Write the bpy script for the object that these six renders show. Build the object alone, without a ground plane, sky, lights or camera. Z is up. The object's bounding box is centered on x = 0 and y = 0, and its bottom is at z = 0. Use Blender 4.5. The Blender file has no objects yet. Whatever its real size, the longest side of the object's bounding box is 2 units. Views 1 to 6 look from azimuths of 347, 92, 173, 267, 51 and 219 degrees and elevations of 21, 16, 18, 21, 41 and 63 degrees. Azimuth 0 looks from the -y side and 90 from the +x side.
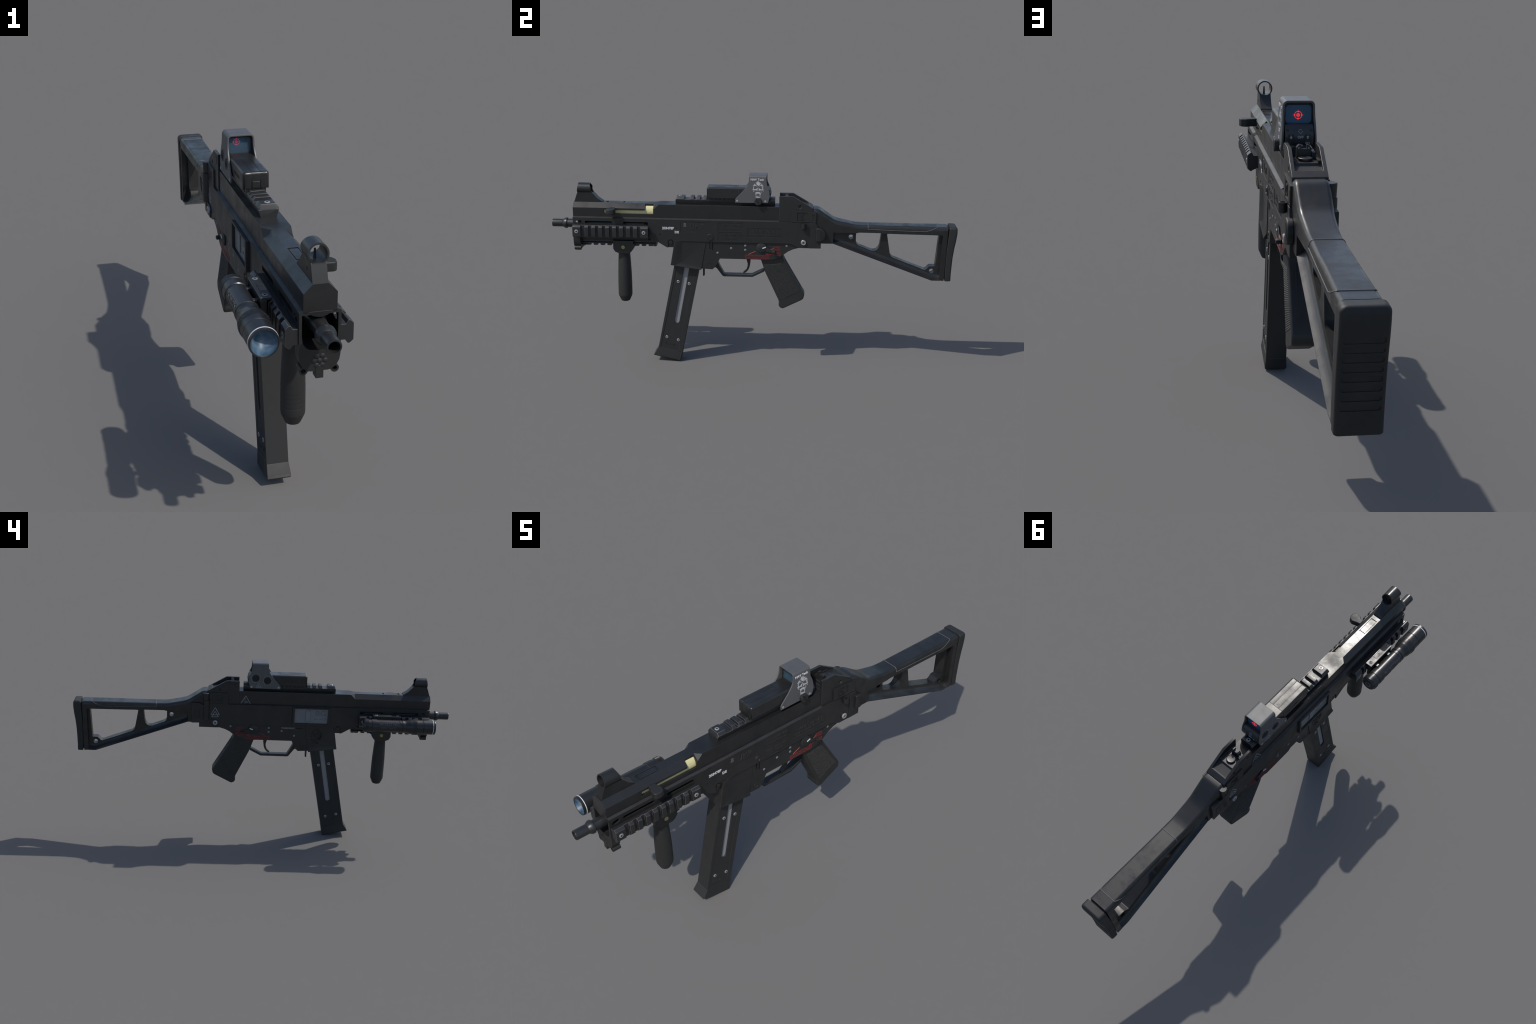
import bpy, bmesh, math, random
from mathutils import Vector, Matrix

random.seed(7)
CX = 0.0405          # centre plane of the gun (accessories make the bounding box lopsided)
COL = bpy.context.scene.collection

# ----------------------------------------------------------------- materials
def material(name, base, rough=0.5, metal=0.0, var=0.25, scale=14.0, rough_var=0.12,
             bump=0.0, bump_scale=300.0, spec=0.5, coat=0.0, smear=(1, 1, 1)):
    """Principled surface with blotchy colour and gloss variation and a fine grain."""
    m = bpy.data.materials.new(name)
    m.use_nodes = True
    nt = m.node_tree
    b = nt.nodes['Principled BSDF']
    tc = nt.nodes.new('ShaderNodeTexCoord')
    mp = nt.nodes.new('ShaderNodeMapping')
    mp.inputs['Scale'].default_value = smear
    nt.links.new(tc.outputs['Object'], mp.inputs['Vector'])
    n = nt.nodes.new('ShaderNodeTexNoise')
    n.inputs['Scale'].default_value = scale
    n.inputs['Detail'].default_value = 7
    n.inputs['Roughness'].default_value = 0.62
    nt.links.new(mp.outputs[0], n.inputs['Vector'])
    cr = nt.nodes.new('ShaderNodeValToRGB')
    cr.color_ramp.elements[0].position = 0.30
    cr.color_ramp.elements[1].position = 0.62
    lo = tuple(c * (1 - var) for c in base) + (1,)
    hi = tuple(c * (1 + var * 0.3) for c in base) + (1,)
    cr.color_ramp.elements[0].color = lo
    cr.color_ramp.elements[1].color = hi
    nt.links.new(n.outputs['Fac'], cr.inputs['Fac'])
    nt.links.new(cr.outputs['Color'], b.inputs['Base Color'])
    mr = nt.nodes.new('ShaderNodeMapRange')
    mr.inputs['From Min'].default_value = 0.3
    mr.inputs['From Max'].default_value = 0.7
    mr.inputs['To Min'].default_value = min(1, rough + rough_var)
    mr.inputs['To Max'].default_value = max(0.05, rough - rough_var)
    nt.links.new(n.outputs['Fac'], mr.inputs['Value'])
    nt.links.new(mr.outputs[0], b.inputs['Roughness'])
    b.inputs['Metallic'].default_value = metal
    b.inputs['Specular IOR Level'].default_value = spec
    b.inputs['Coat Weight'].default_value = coat
    if bump > 0:
        g = nt.nodes.new('ShaderNodeTexNoise')
        g.inputs['Scale'].default_value = bump_scale
        g.inputs['Detail'].default_value = 3
        nt.links.new(tc.outputs['Object'], g.inputs['Vector'])
        bp = nt.nodes.new('ShaderNodeBump')
        bp.inputs['Strength'].default_value = bump
        bp.inputs['Distance'].default_value = 0.0006
        nt.links.new(g.outputs['Fac'], bp.inputs['Height'])
        nt.links.new(bp.outputs[0], b.inputs['Normal'])
    return m

BLACK = material('black_polymer', (0.0150, 0.0152, 0.0153), 0.47, var=0.38, scale=10, rough_var=0.12, bump=0.10)
UPPER = material('black_steel', (0.0150, 0.0153, 0.0156), 0.37, var=0.50, scale=13, rough_var=0.12, bump=0.06)
SCUFF = material('scuffed_edge', (0.036, 0.036, 0.036), 0.40, var=0.65, scale=38)
MAGM = material('magazine_polymer', (0.0155, 0.0157, 0.0157), 0.60, var=0.18, scale=10, rough_var=0.08, bump=0.10)
STOCKM = material('stock_polymer', (0.0155, 0.0156, 0.0157), 0.37, var=0.55, scale=17, rough_var=0.14)
RUBBER = material('black_rubber', (0.0145, 0.0147, 0.0145), 0.60, var=0.15, bump=0.15)
GRIPM = material('grip_polymer', (0.0160, 0.0162, 0.0156), 0.55, var=0.15, bump=0.25, bump_scale=500)
STIPPLE = material('stipple_pale_grey', (0.056, 0.055, 0.051), 0.45, var=0.8, scale=120)
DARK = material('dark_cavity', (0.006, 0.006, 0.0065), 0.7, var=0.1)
RAILM = material('rail_aluminium', (0.0185, 0.0190, 0.0200), 0.40, var=0.3, scale=30, rough_var=0.10)
PANELM = material('panel_plastic', (0.030, 0.033, 0.037), 0.45, var=0.2, scale=40)
WORN = material('worn_edge', (0.065, 0.065, 0.066), 0.45, var=0.75, scale=45)
LEDGE = material('ledge_painted_highlight', (0.023, 0.023, 0.024), 0.52, var=0.55, scale=22)
DECAL = material('decal_silver', (0.42, 0.43, 0.45), 0.55, var=0.35, scale=150)
TICK = material('tick_paint', (0.33, 0.35, 0.38), 0.6, var=0.2, scale=120)
MARKM = material('embossed_mark', (0.032, 0.032, 0.032), 0.42, var=0.6, scale=70)  # black letters lightened to carry the highlights on their cut edges
HOODM = material('grey_anodised', (0.076, 0.077, 0.081), 0.47, var=0.10, scale=20, rough_var=0.05)
TORCH = material('torch_anodised', (0.0150, 0.0155, 0.0168), 0.34, var=0.2, scale=25, rough_var=0.05)
BARREL = material('blued_steel', (0.017, 0.0175, 0.0185), 0.36, var=0.3, scale=40, rough_var=0.08)
STEEL = material('bright_steel', (0.33, 0.33, 0.34), 0.42, metal=0.35, var=0.25, scale=60)
GREYP = material('grey_plate', (0.160, 0.165, 0.175), 0.5, var=0.10, scale=20)
GREYW = material('grey_window', (0.23, 0.235, 0.245), 0.5, var=0.08, scale=20)
GREYS = material('grey_plate_mark', (0.105, 0.107, 0.115), 0.5, var=0.10, scale=20)
BRASS = material('pale_brass', (0.56, 0.52, 0.27), 0.5, var=0.12, scale=40)
SCREWY = material('brass_screw', (0.30, 0.27, 0.13), 0.45, metal=0.2, var=0.3, scale=90)
WHITE = material('white_paint', (0.55, 0.56, 0.58), 0.6, var=0.15, scale=120)
PALE = material('pale_paint', (0.23, 0.24, 0.26), 0.6, var=0.3, scale=120)
RED = material('red_paint', (0.26, 0.020, 0.022), 0.6, var=0.35, scale=120)
REDL = material('pale_red_paint', (0.42, 0.10, 0.085), 0.6, var=0.2, scale=120)
SEAM = material('seam_pale_grey', (0.075, 0.075, 0.075), 0.5, var=0.2, scale=90)

def lens_material():
    m = bpy.data.materials.new('torch_lens')
    m.use_nodes = True
    nt = m.node_tree
    b = nt.nodes['Principled BSDF']
    tc = nt.nodes.new('ShaderNodeTexCoord')
    n = nt.nodes.new('ShaderNodeTexNoise')
    n.inputs['Scale'].default_value = 22
    n.inputs['Detail'].default_value = 4
    n.inputs['Distortion'].default_value = 0.6
    nt.links.new(tc.outputs['Object'], n.inputs['Vector'])
    cr = nt.nodes.new('ShaderNodeValToRGB')
    e = cr.color_ramp.elements
    e[0].position, e[0].color = 0.36, (0.008, 0.030, 0.058, 1)  # blue mottling paints a reflected cloudy sky into the lens colour
    e[1].position, e[1].color = 0.70, (0.125, 0.165, 0.23, 1)
    x = e.new(0.5)
    x.color = (0.033, 0.080, 0.130, 1)
    nt.links.new(n.outputs['Fac'], cr.inputs['Fac'])
    nt.links.new(cr.outputs['Color'], b.inputs['Base Color'])
    b.inputs['Roughness'].default_value = 0.45
    b.inputs['Coat Weight'].default_value = 0.0
    return m
LENS = lens_material()

def glass_material():
    m = bpy.data.materials.new('tinted_glass')
    m.use_nodes = True
    nt = m.node_tree
    b = nt.nodes['Principled BSDF']
    tc = nt.nodes.new('ShaderNodeTexCoord')
    n = nt.nodes.new('ShaderNodeTexNoise')
    n.inputs['Scale'].default_value = 18
    nt.links.new(tc.outputs['Object'], n.inputs['Vector'])
    cr = nt.nodes.new('ShaderNodeValToRGB')
    cr.color_ramp.elements[0].color = (0.022, 0.080, 0.150, 1)  # opaque blue base, brightened to match how the pane looks from behind
    cr.color_ramp.elements[1].color = (0.040, 0.115, 0.195, 1)
    nt.links.new(n.outputs['Fac'], cr.inputs['Fac'])
    nt.links.new(cr.outputs['Color'], b.inputs['Base Color'])
    b.inputs['Roughness'].default_value = 0.12
    return m
GLASS = glass_material()

def clear_material():
    m = bpy.data.materials.new('coated_glass')
    m.use_nodes = True
    b = m.node_tree.nodes['Principled BSDF']
    b.inputs['Base Color'].default_value = (0.42, 0.66, 0.86, 1)
    b.inputs['Transmission Weight'].default_value = 0.93
    b.inputs['Roughness'].default_value = 0.0
    b.inputs['IOR'].default_value = 1.25
    return m
CLEAR = clear_material()

def reticle_material():
    m = bpy.data.materials.new('glowing_reticle')
    m.use_nodes = True
    b = m.node_tree.nodes['Principled BSDF']
    b.inputs['Base Color'].default_value = (0.6, 0.02, 0.03, 1)
    b.inputs['Emission Color'].default_value = (1.0, 0.05, 0.07, 1)
    b.inputs['Emission Strength'].default_value = 0.5      # an illuminated aiming mark
    return m
RETICLE = reticle_material()

# ----------------------------------------------------------------- mesh helpers
ROOT = bpy.data.objects.new('submachine_gun', None)
COL.objects.link(ROOT)
ROOT['label'] = 'black compact submachine gun with sight, torch and foregrip'
ROOT['category'] = 'gun'
ROOT.empty_display_size = 0.2

def new_obj(name, verts, faces, mat, parent=None):
    me = bpy.data.meshes.new(name)
    me.from_pydata([tuple(v) for v in verts], [], faces)
    bm = bmesh.new()
    bm.from_mesh(me)
    bmesh.ops.recalc_face_normals(bm, faces=bm.faces)
    bm.to_mesh(me)
    bm.free()
    o = bpy.data.objects.new(name, me)
    COL.objects.link(o)
    if mat:
        me.materials.append(mat)
    o.parent = parent if parent else ROOT
    return o

def bake(o):
    dg = bpy.context.evaluated_depsgraph_get()
    me = bpy.data.meshes.new_from_object(o.evaluated_get(dg), preserve_all_data_layers=True, depsgraph=dg)
    old = o.data
    o.modifiers.clear()
    o.data = me
    me.name = old.name
    bpy.data.meshes.remove(old)
    return o

def finish(o, bevel=0.0, seg=2, angle=32, smooth=48, edge=None):
    if bevel > 0:
        m = o.modifiers.new('b', 'BEVEL')
        m.width = bevel
        m.segments = seg
        m.limit_method = 'ANGLE'
        m.angle_limit = math.radians(angle)
        m.use_clamp_overlap = True
        if edge:
            o.data.materials.append(edge)
            m.material = len(o.data.materials) - 1
        bake(o)
    me = o.data
    me.polygons.foreach_set('use_smooth', [True] * len(me.polygons))
    me.set_sharp_from_angle(angle=math.radians(smooth))
    w = o.modifiers.new('w', 'WEIGHTED_NORMAL')
    w.keep_sharp = True
    bake(o)
    return o

def cut(o, cutters, op='DIFFERENCE'):
    for c in cutters:
        m = o.modifiers.new('c', 'BOOLEAN')
        m.operation = op
        m.solver = 'EXACT'
        m.object = c
    bake(o)
    for c in cutters:
        me = c.data
        bpy.data.objects.remove(c)
        bpy.data.meshes.remove(me)
    return o

def loft(name, sections, mat, parent=None, closed_ends=True, bevel=0, seg=2, smooth=48):
    k = len(sections[0])
    v = [p for s in sections for p in s]
    f = []
    for i in range(len(sections) - 1):
        for j in range(k):
            a, b = i * k + j, i * k + (j + 1) % k
            f.append((a, b, b + k, a + k))
    if closed_ends:
        f.append(tuple(range(k)))
        f.append(tuple(range((len(sections) - 1) * k, len(sections) * k)))
    o = new_obj(name, v, f, mat, parent)
    return finish(o, bevel, seg, smooth=smooth) if bevel >= 0 else o

def prism_x(name, poly, x0, x1, mat, parent=None, bevel=0.0, seg=2, **k):
    return loft(name, [[(x0, y, z) for y, z in poly], [(x1, y, z) for y, z in poly]], mat, parent, bevel=bevel, seg=seg, **k)

def prism_y(name, poly, y0, y1, mat, parent=None, bevel=0.0, seg=2, **k):
    return loft(name, [[(x, y0, z) for x, z in poly], [(x, y1, z) for x, z in poly]], mat, parent, bevel=bevel, seg=seg, **k)

def prism_z(name, poly, z0, z1, mat, parent=None, bevel=0.0, seg=2, **k):
    return loft(name, [[(x, y, z0) for x, y in poly], [(x, y, z1) for x, y in poly]], mat, parent, bevel=bevel, seg=seg, **k)

def box(name, x0, x1, y0, y1, z0, z1, mat, parent=None, bevel=0.0, seg=2):
    return prism_x(name, [(y0, z0), (y1, z0), (y1, z1), (y0, z1)], x0, x1, mat, parent, bevel, seg)

def sym(pts):
    """Mirror a half profile of (half width, z), listed from top to bottom, about the gun's centre plane."""
    return [(CX + a, z) for a, z in pts] + [(CX - a, z) for a, z in reversed(pts)]

def revolve(name, prof, centre, axis, mat, parent=None, n=40, bevel=0.0, smooth=40, seg=2, cap=True):
    """prof: list of (distance along axis, radius)."""
    secs = []
    for t, r in prof:
        s = []
        for i in range(n):
            a = 2 * math.pi * i / n
            c, d = r * math.cos(a), r * math.sin(a)
            if axis == 'y':
                s.append((centre[0] + c, t, centre[2] + d))
            elif axis == 'z':
                s.append((centre[0] + c, centre[1] + d, t))
            else:
                s.append((t, centre[1] + c, centre[2] + d))
        secs.append(s)
    return loft(name, secs, mat, parent, closed_ends=cap, bevel=bevel, smooth=smooth, seg=seg)

def arc(cy, cz, r, a0, a1, n=10):
    return [(cy + r * math.cos(math.radians(a0 + (a1 - a0) * i / n)),
             cz + r * math.sin(math.radians(a0 + (a1 - a0) * i / n))) for i in range(n + 1)]

def disc_poly(cy, cz, r, n=28):
    return arc(cy, cz, r, 0, 360 - 360 / n, n - 1)

def stadium(c0, c1, h, n=8):
    return arc(c1[0], c1[1], h, -90, 90, n) + arc(c0[0], c0[1], h, 90, 270, n)

def slot_between(p, q, r, n=8):
    """Rounded slot from p to q (2D) with radius r."""
    a = math.degrees(math.atan2(q[1] - p[1], q[0] - p[0]))
    return arc(q[0], q[1], r, a - 90, a + 90, n) + arc(p[0], p[1], r, a + 90, a + 270, n)

def band(p, q, w):
    """Thin straight bar between two 2D points."""
    d = Vector((q[0] - p[0], q[1] - p[1])).normalized() * (w / 2)
    n = (-d.y, d.x)
    return [(p[0] + n[0], p[1] + n[1]), (p[0] - n[0], p[1] - n[1]), (q[0] - n[0], q[1] - n[1]), (q[0] + n[0], q[1] + n[1])]

def inset_poly(poly, d):
    """Shrink a convex polygon by distance d."""
    cy = sum(p[0] for p in poly) / len(poly)
    cz = sum(p[1] for p in poly) / len(poly)
    n = len(poly)
    lines = []
    for i in range(n):
        a, b = Vector(poly[i]), Vector(poly[(i + 1) % n])
        t = (b - a).normalized()
        nn = Vector((-t.y, t.x))
        if nn.dot(Vector((cy, cz)) - a) < 0:
            nn = -nn
        lines.append((a + nn * d, t))
    out = []
    for i in range(n):
        (p, t), (q, s) = lines[i - 1], lines[i]
        det = t.x * (-s.y) + s.x * t.y
        w = q - p
        k = (w.x * (-s.y) + s.x * w.y) / det
        out.append(tuple(p + t * k))
    return out

def join(objs, name):
    bm = bmesh.new()
    for o in objs:
        t = o.data.copy()
        t.transform(o.matrix_basis)
        bm.from_mesh(t)
        bpy.data.meshes.remove(t)
    first = objs[0]
    for o in objs[1:]:
        me = o.data
        bpy.data.objects.remove(o)
    bm.to_mesh(first.data)
    bm.free()
    first.matrix_basis = Matrix.Identity(4)
    first.name = name
    return first

FACE = {  # columns: reading direction, up, outward normal
    'right': ((0, 1, 0), (0, 0, 1), (1, 0, 0)),
    'left': ((0, -1, 0), (0, 0, 1), (-1, 0, 0)),
    'rear': ((-1, 0, 0), (0, 0, 1), (0, 1, 0)),
    'top': ((0, -1, 0), (1, 0, 0), (0, 0, 1)),
}
def frame(face, loc, tilt=0.0, lean=0.0):
    X, Y, Z = (Vector(c) for c in FACE[face])
    m = Matrix((X, Y, Z)).transposed().to_4x4()
    m = m @ Matrix.Rotation(math.radians(tilt), 4, 'Z') @ Matrix.Rotation(math.radians(lean), 4, 'X')
    m.translation = Vector(loc)
    return m

def lettering(name, body, face, loc, height, mat, parent, depth=0.0008, width=None, tilt=0.0, bold=0.0, lean=0.0, shear=0.0):
    cu = bpy.data.curves.new(name, 'FONT')
    cu.body = body
    cu.size = height * 1.38
    cu.align_x = 'CENTER'
    cu.align_y = 'CENTER'
    cu.extrude = depth
    cu.offset = bold
    cu.shear = shear
    cu.resolution_u = 3
    t = bpy.data.objects.new(name + '_curve', cu)
    COL.objects.link(t)
    dg = bpy.context.evaluated_depsgraph_get()
    me = bpy.data.meshes.new_from_object(t.evaluated_get(dg))
    bpy.data.objects.remove(t)
    bpy.data.curves.remove(cu)
    xs = [v.co.x for v in me.vertices]
    ys = [v.co.y for v in me.vertices]
    cx, cy = (max(xs) + min(xs)) / 2, (max(ys) + min(ys)) / 2
    sx = width / (max(xs) - min(xs)) if width else 1.0
    for v in me.vertices:
        v.co = Vector(((v.co.x - cx) * sx, v.co.y - cy, v.co.z))
    me.transform(frame(face, loc, tilt, lean))
    me.materials.clear()
    me.materials.append(mat)
    me.name = name
    o = bpy.data.objects.new(name, me)
    COL.objects.link(o)
    o.parent = parent
    return o

def place(proto, mats, parent=None):
    """Put copies of a prototype that share its mesh."""
    out = []
    for i, m in enumerate(mats):
        o = proto if i == 0 else proto.copy()
        if i:
            COL.objects.link(o)
        o.matrix_basis = m
        if parent:
            o.parent = parent
        out.append(o)
    return out

def local_prism(name, poly, d0, d1, mat, parent, bevel=0.0):
    """Prism in a face frame: local x,y outline, depth along the face normal."""
    return prism_z(name, poly, d0, d1, mat, parent, bevel=bevel)

def socket_screw(name, r, h, mat, parent, bore=0.45, hexed=True, inner=None):
    n = 24
    secs = []
    hx = lambda rr, k, zz: [(rr * math.cos(2 * math.pi * i / n), rr * math.sin(2 * math.pi * i / n), zz) for i in range(n)]
    def hexa(rr, zz):
        s = []
        for i in range(n):
            a = 2 * math.pi * i / n
            q = (a % (math.pi / 3)) - math.pi / 6
            k = rr * math.cos(math.pi / 6) / math.cos(q) if hexed else rr
            s.append((k * math.cos(a), k * math.sin(a), zz))
        return s
    secs = [hx(r, 0, -h), hx(r, 0, h * 0.6), hx(r * 0.86, 0, h), hexa(r * bore, h), hexa(r * bore * 0.9, h * 0.1)]
    o = loft(name, secs, mat, parent, smooth=35)
    o.data.materials.append(inner or DARK)
    for p in o.data.polygons:
        c = p.center
        if math.hypot(c.x, c.y) < r * bore * 1.02 and c.z > -h * 0.5:
            p.material_index = 1
    return o

def rounded_rect(w, h, r, n=4):
    p = []
    for cx, cy, a in ((w - r, h - r, 0), (-w + r, h - r, 90), (-w + r, -h + r, 180), (w - r, -h + r, 270)):
        p += arc(cx, cy, r, a, a + 90, n)
    return p

# ================================================================= barrel
barrel = revolve('barrel', [(-1.0, 0.0150), (-1.0, 0.0185), (-0.998, 0.0195), (-0.950, 0.0195), (-0.9485, 0.0188), (-0.947, 0.0200),
                            (-0.936, 0.0265), (-0.9265, 0.0265), (-0.9255, 0.0215), (-0.9, 0.0215), (-0.86, 0.0225),
                            (-0.85, 0.028), (-0.70, 0.029), (-0.50, 0.029)], (CX, 0, 0.7075), 'y', BARREL, n=44, cap=False)
revolve('bore', [(-1.0, 0.0150), (-0.90, 0.0148), (-0.90, 0.0001)], (CX, 0, 0.7075), 'y', DARK, barrel, n=36, cap=False)

# ================================================================= upper receiver
Z0, ZS, ZT = 0.748, 0.7970, 0.8205
def upsec(y, top, zs=ZS):
    return [(CX + a, y, z) for a, z in ((0.0425, Z0), (0.0425, zs), (top, ZT), (-top, ZT), (-0.0425, zs), (-0.0425, Z0))]
upper = loft('upper_receiver', [upsec(-0.887, 0.0200), upsec(-0.484, 0.0200), upsec(-0.4625, 0.0415, 0.8185), upsec(0.150, 0.0415, 0.8185)],
             UPPER, bevel=-1)
hole = [(-0.734, 0.7700), (-0.489, 0.7700), (-0.489, 0.832), (-0.531, 0.832), (-0.531, 0.7885), (-0.734, 0.7885)]
upper = cut(upper, [prism_x('c', hole, CX + 0.022, CX + 0.08, None, bevel=-1),
                    box('c', CX - 0.0145, CX + 0.0145, -0.724, -0.716, 0.8176, 0.83, None),
                    box('c', CX - 0.0145, CX + 0.0145, -0.642, -0.634, 0.8176, 0.83, None),
                    box('c', CX + 0.0125, CX + 0.0145, -0.722, -0.636, 0.8175, 0.83, None),
                    box('c', CX - 0.0145, CX - 0.0125, -0.722, -0.636, 0.8175, 0.83, None)])
finish(upper, 0.0012, 2, edge=SCUFF)
revolve('bolt_carrier', [(-0.736, 0.0352), (-0.4885, 0.0352)], (CX, 0, 0.7805), 'y', BRASS, upper, n=48)
nose = sym([(0.031, 0.7500), (0.031, 0.7475), (0.026, 0.7475)] + [(0.026 * math.cos(math.radians(a)), 0.7475 - 0.0125 * math.sin(math.radians(a))) for a in range(15, 91, 15)])
prism_y('nose_plate', nose, -0.8872, -0.870, UPPER, upper, bevel=0.0008)
# charging handle: stem and swept paddle
paddle = [(0.080, -0.704), (0.098, -0.704), (0.104, -0.712), (0.130, -0.714), (0.1385, -0.709), (0.141, -0.690), (0.134, -0.673),
          (0.118, -0.668), (0.100, -0.674), (0.080, -0.678)]
handle = prism_z('charging_handle', [(a, b) for a, b in paddle], 0.7745, 0.8015, RUBBER, upper, bevel=0.004, seg=3)

# front sight tower with ring
tower_hw = 0.0195
fs = prism_x('front_sight', [(-0.8860, 0.812), (-0.8830, 0.822), (-0.869, 0.862), (-0.858, 0.880), (-0.800, 0.880), (-0.790, 0.864),
                              (-0.768, 0.840), (-0.745, 0.825), (-0.742, 0.812)], CX - tower_hw, CX + tower_hw, UPPER, bevel=-1)
RC = (CX, 0.8872)
def ringsec(y, r):
    return [(RC[0] + r * math.sin(2 * math.pi * i / 36), y, RC[1] + r * math.cos(2 * math.pi * i / 36)) for i in range(36)]
sleeve = loft('c', [ringsec(-0.8670, 0.0270), ringsec(-0.8555, 0.0270), ringsec(-0.806, 0.0265), ringsec(-0.800, 0.0265)], None, bevel=-1)
fs = cut(fs, [sleeve], 'UNION')
# the ring leans: its rear lower side is cut along the swept slope, bore has a flat floor
bore = []
for i in range(36):
    a = 2 * math.pi * i / 36
    x, z = 0.0222 * math.sin(a), 0.0222 * math.cos(a)
    bore.append((RC[0] + x, max(RC[1] + z, 0.8662)))
fs = cut(fs, [prism_y('c', bore, -0.90, -0.70, None, bevel=-1),
              prism_x('c', [(-0.70, 0.815), (-0.742, 0.828), (-0.765, 0.842), (-0.788, 0.867), (-0.810, 0.918), (-0.70, 0.93)], CX - 0.05, CX + 0.05, None, bevel=-1),
              prism_x('c', [(-0.893, 0.80), (-0.8840, 0.822), (-0.8690, 0.864), (-0.8590, 0.93), (-0.91, 0.93)], CX - 0.05, CX + 0.05, None, bevel=-1)])
finish(fs, 0.0010, 2, edge=SCUFF)
loft('front_sight_post', [[(CX + s * w, -0.834 + t * w, z) for s, t in ((1, 1), (-1, 1), (-1, -1), (1, -1))] for z, w in ((0.863, 0.0032), (0.8915, 0.0020))], DARK, fs)
pin = revolve('sight_pin', [(CX - tower_hw - 0.0012, 0.0042), (CX + tower_hw + 0.0012, 0.0042)], (0, -0.832, 0.842), 'x', UPPER, fs, n=16, bevel=0.0006)

# ================================================================= handguard
hg_prof = sym([(0.053, 0.749), (0.053, 0.668), (0.050, 0.652), (0.042, 0.640), (0.036, 0.634)])
hg = prism_y('handguard', hg_prof, -0.887, -0.515, BLACK, bevel=-1)
front_prof = sym([(0.053, 0.749), (0.053, 0.634), (0.0505, 0.617), (0.044, 0.604), (0.034, 0.595), (0.022, 0.591)])
hgf = prism_y('c', front_prof, -0.8868, -0.853, None, bevel=-1)
hg = cut(hg, [hgf], 'UNION')
inner = sym([(0.0455, 0.742), (0.0455, 0.685), (0.043, 0.668), (0.036, 0.656), (0.026, 0.650), (0.012, 0.648)])
cuts = [prism_y('c', inner, -0.95, -0.535, None, bevel=-1)]
for p in (slot_between((-0.8205, 0.7262), (-0.698, 0.7262), 0.0068), slot_between((-0.630, 0.7252), (-0.509, 0.7252), 0.0068),
          slot_between((-0.866, 0.7235), (-0.851, 0.7265), 0.0085)):
    cuts.append(prism_x('c', p, CX - 0.1, CX + 0.1, None, bevel=-1))
hg = cut(hg, cuts)
finish(hg, 0.0014, 2)
# studs on the front plate
stud = revolve('vent_stud', [(-0.8850, 0.0068), (-0.8874, 0.0066), (-0.8886, 0.0048), (-0.8890, 0.0001)], (0, 0, 0), 'y', BLACK, hg, n=16)
place(stud, [Matrix.Translation((CX + 0.0143 * math.cos(math.radians(a)) * k, 0, 0.6180 + 0.0143 * math.sin(math.radians(a)) * k))
             for a, k in [(0, 0)] + [(60 * i, 1) for i in range(6)]], hg)
box('handguard_tab', CX - 0.010, CX + 0.010, -0.8885, -0.862, 0.571, 0.606, BLACK, hg, bevel=0.0012)
# sling loops: a cross bar with an eye on each end
bar = box('sling_bar', CX - 0.036, CX + 0.036, -0.876, -0.852, 0.585, 0.597, BLACK, hg, bevel=0.002)
def eye(x):
    return revolve('sling_loop', [(-0.884, 0.0060), (-0.884, 0.0108), (-0.852, 0.0108), (-0.852, 0.0060), (-0.884, 0.0060)], (x, 0, 0.592), 'y', BLACK, hg, n=24, cap=False)
eye(CX + 0.040)
eye(CX - 0.040)

# accessory rails: six-sided section, toothed outer edge
def rail_section(w, h, neck, k=0.42):
    # (out, across): out measured from the mounting face
    return [(0.0, -neck), (w * k, -neck), (w * 0.56, -h), (w * 0.72, -h), (w, -h * 0.72), (w, h * 0.72), (w * 0.72, h), (w * 0.56, h), (w * k, neck), (0.0, neck)]

def make_rail(name, y0, y1, first, pitch, width, count, tail, w, h, neck, mapper, parent, mat=RAILM, k=0.42, nose=0.0):
    """Rail running along y: end blocks and teeth left standing by cross cuts. mapper(out, across, y) -> world."""
    lvl = w * 0.66
    sec = rail_section(w, h, neck, k)
    low = [(min(o, lvl), a) for o, a in sec]
    spans = [(y0, first[0], sec)]
    t = first[1]
    for i in range(count):
        spans.append((t, t + width, sec))
        t += pitch
    spans.append((tail, y1, sec))
    secs = []
    def add(y, s):
        secs.append([mapper(o, a, y) for o, a in s])
    for i, (a, b, s) in enumerate(spans):
        if i == 0 and nose > 0:
            add(a, [(min(o, w * 0.60), c) for o, c in s])
            a += nose
        add(a, s)
        add(b, s)
        if i < len(spans) - 1:
            add(b, low)
            add(spans[i + 1][0], low)
    o = loft(name, secs, mat, parent, bevel=-1)
    bm = bmesh.new()
    bm.from_mesh(o.data)
    bmesh.ops.remove_doubles(bm, verts=bm.verts, dist=2e-6)
    bmesh.ops.dissolve_degenerate(bm, edges=bm.edges, dist=1e-6)
    bmesh.ops.recalc_face_normals(bm, faces=bm.faces)
    bm.to_mesh(o.data)
    bm.free()
    return finish(o, 0.0011, 1, edge=WORN)

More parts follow.
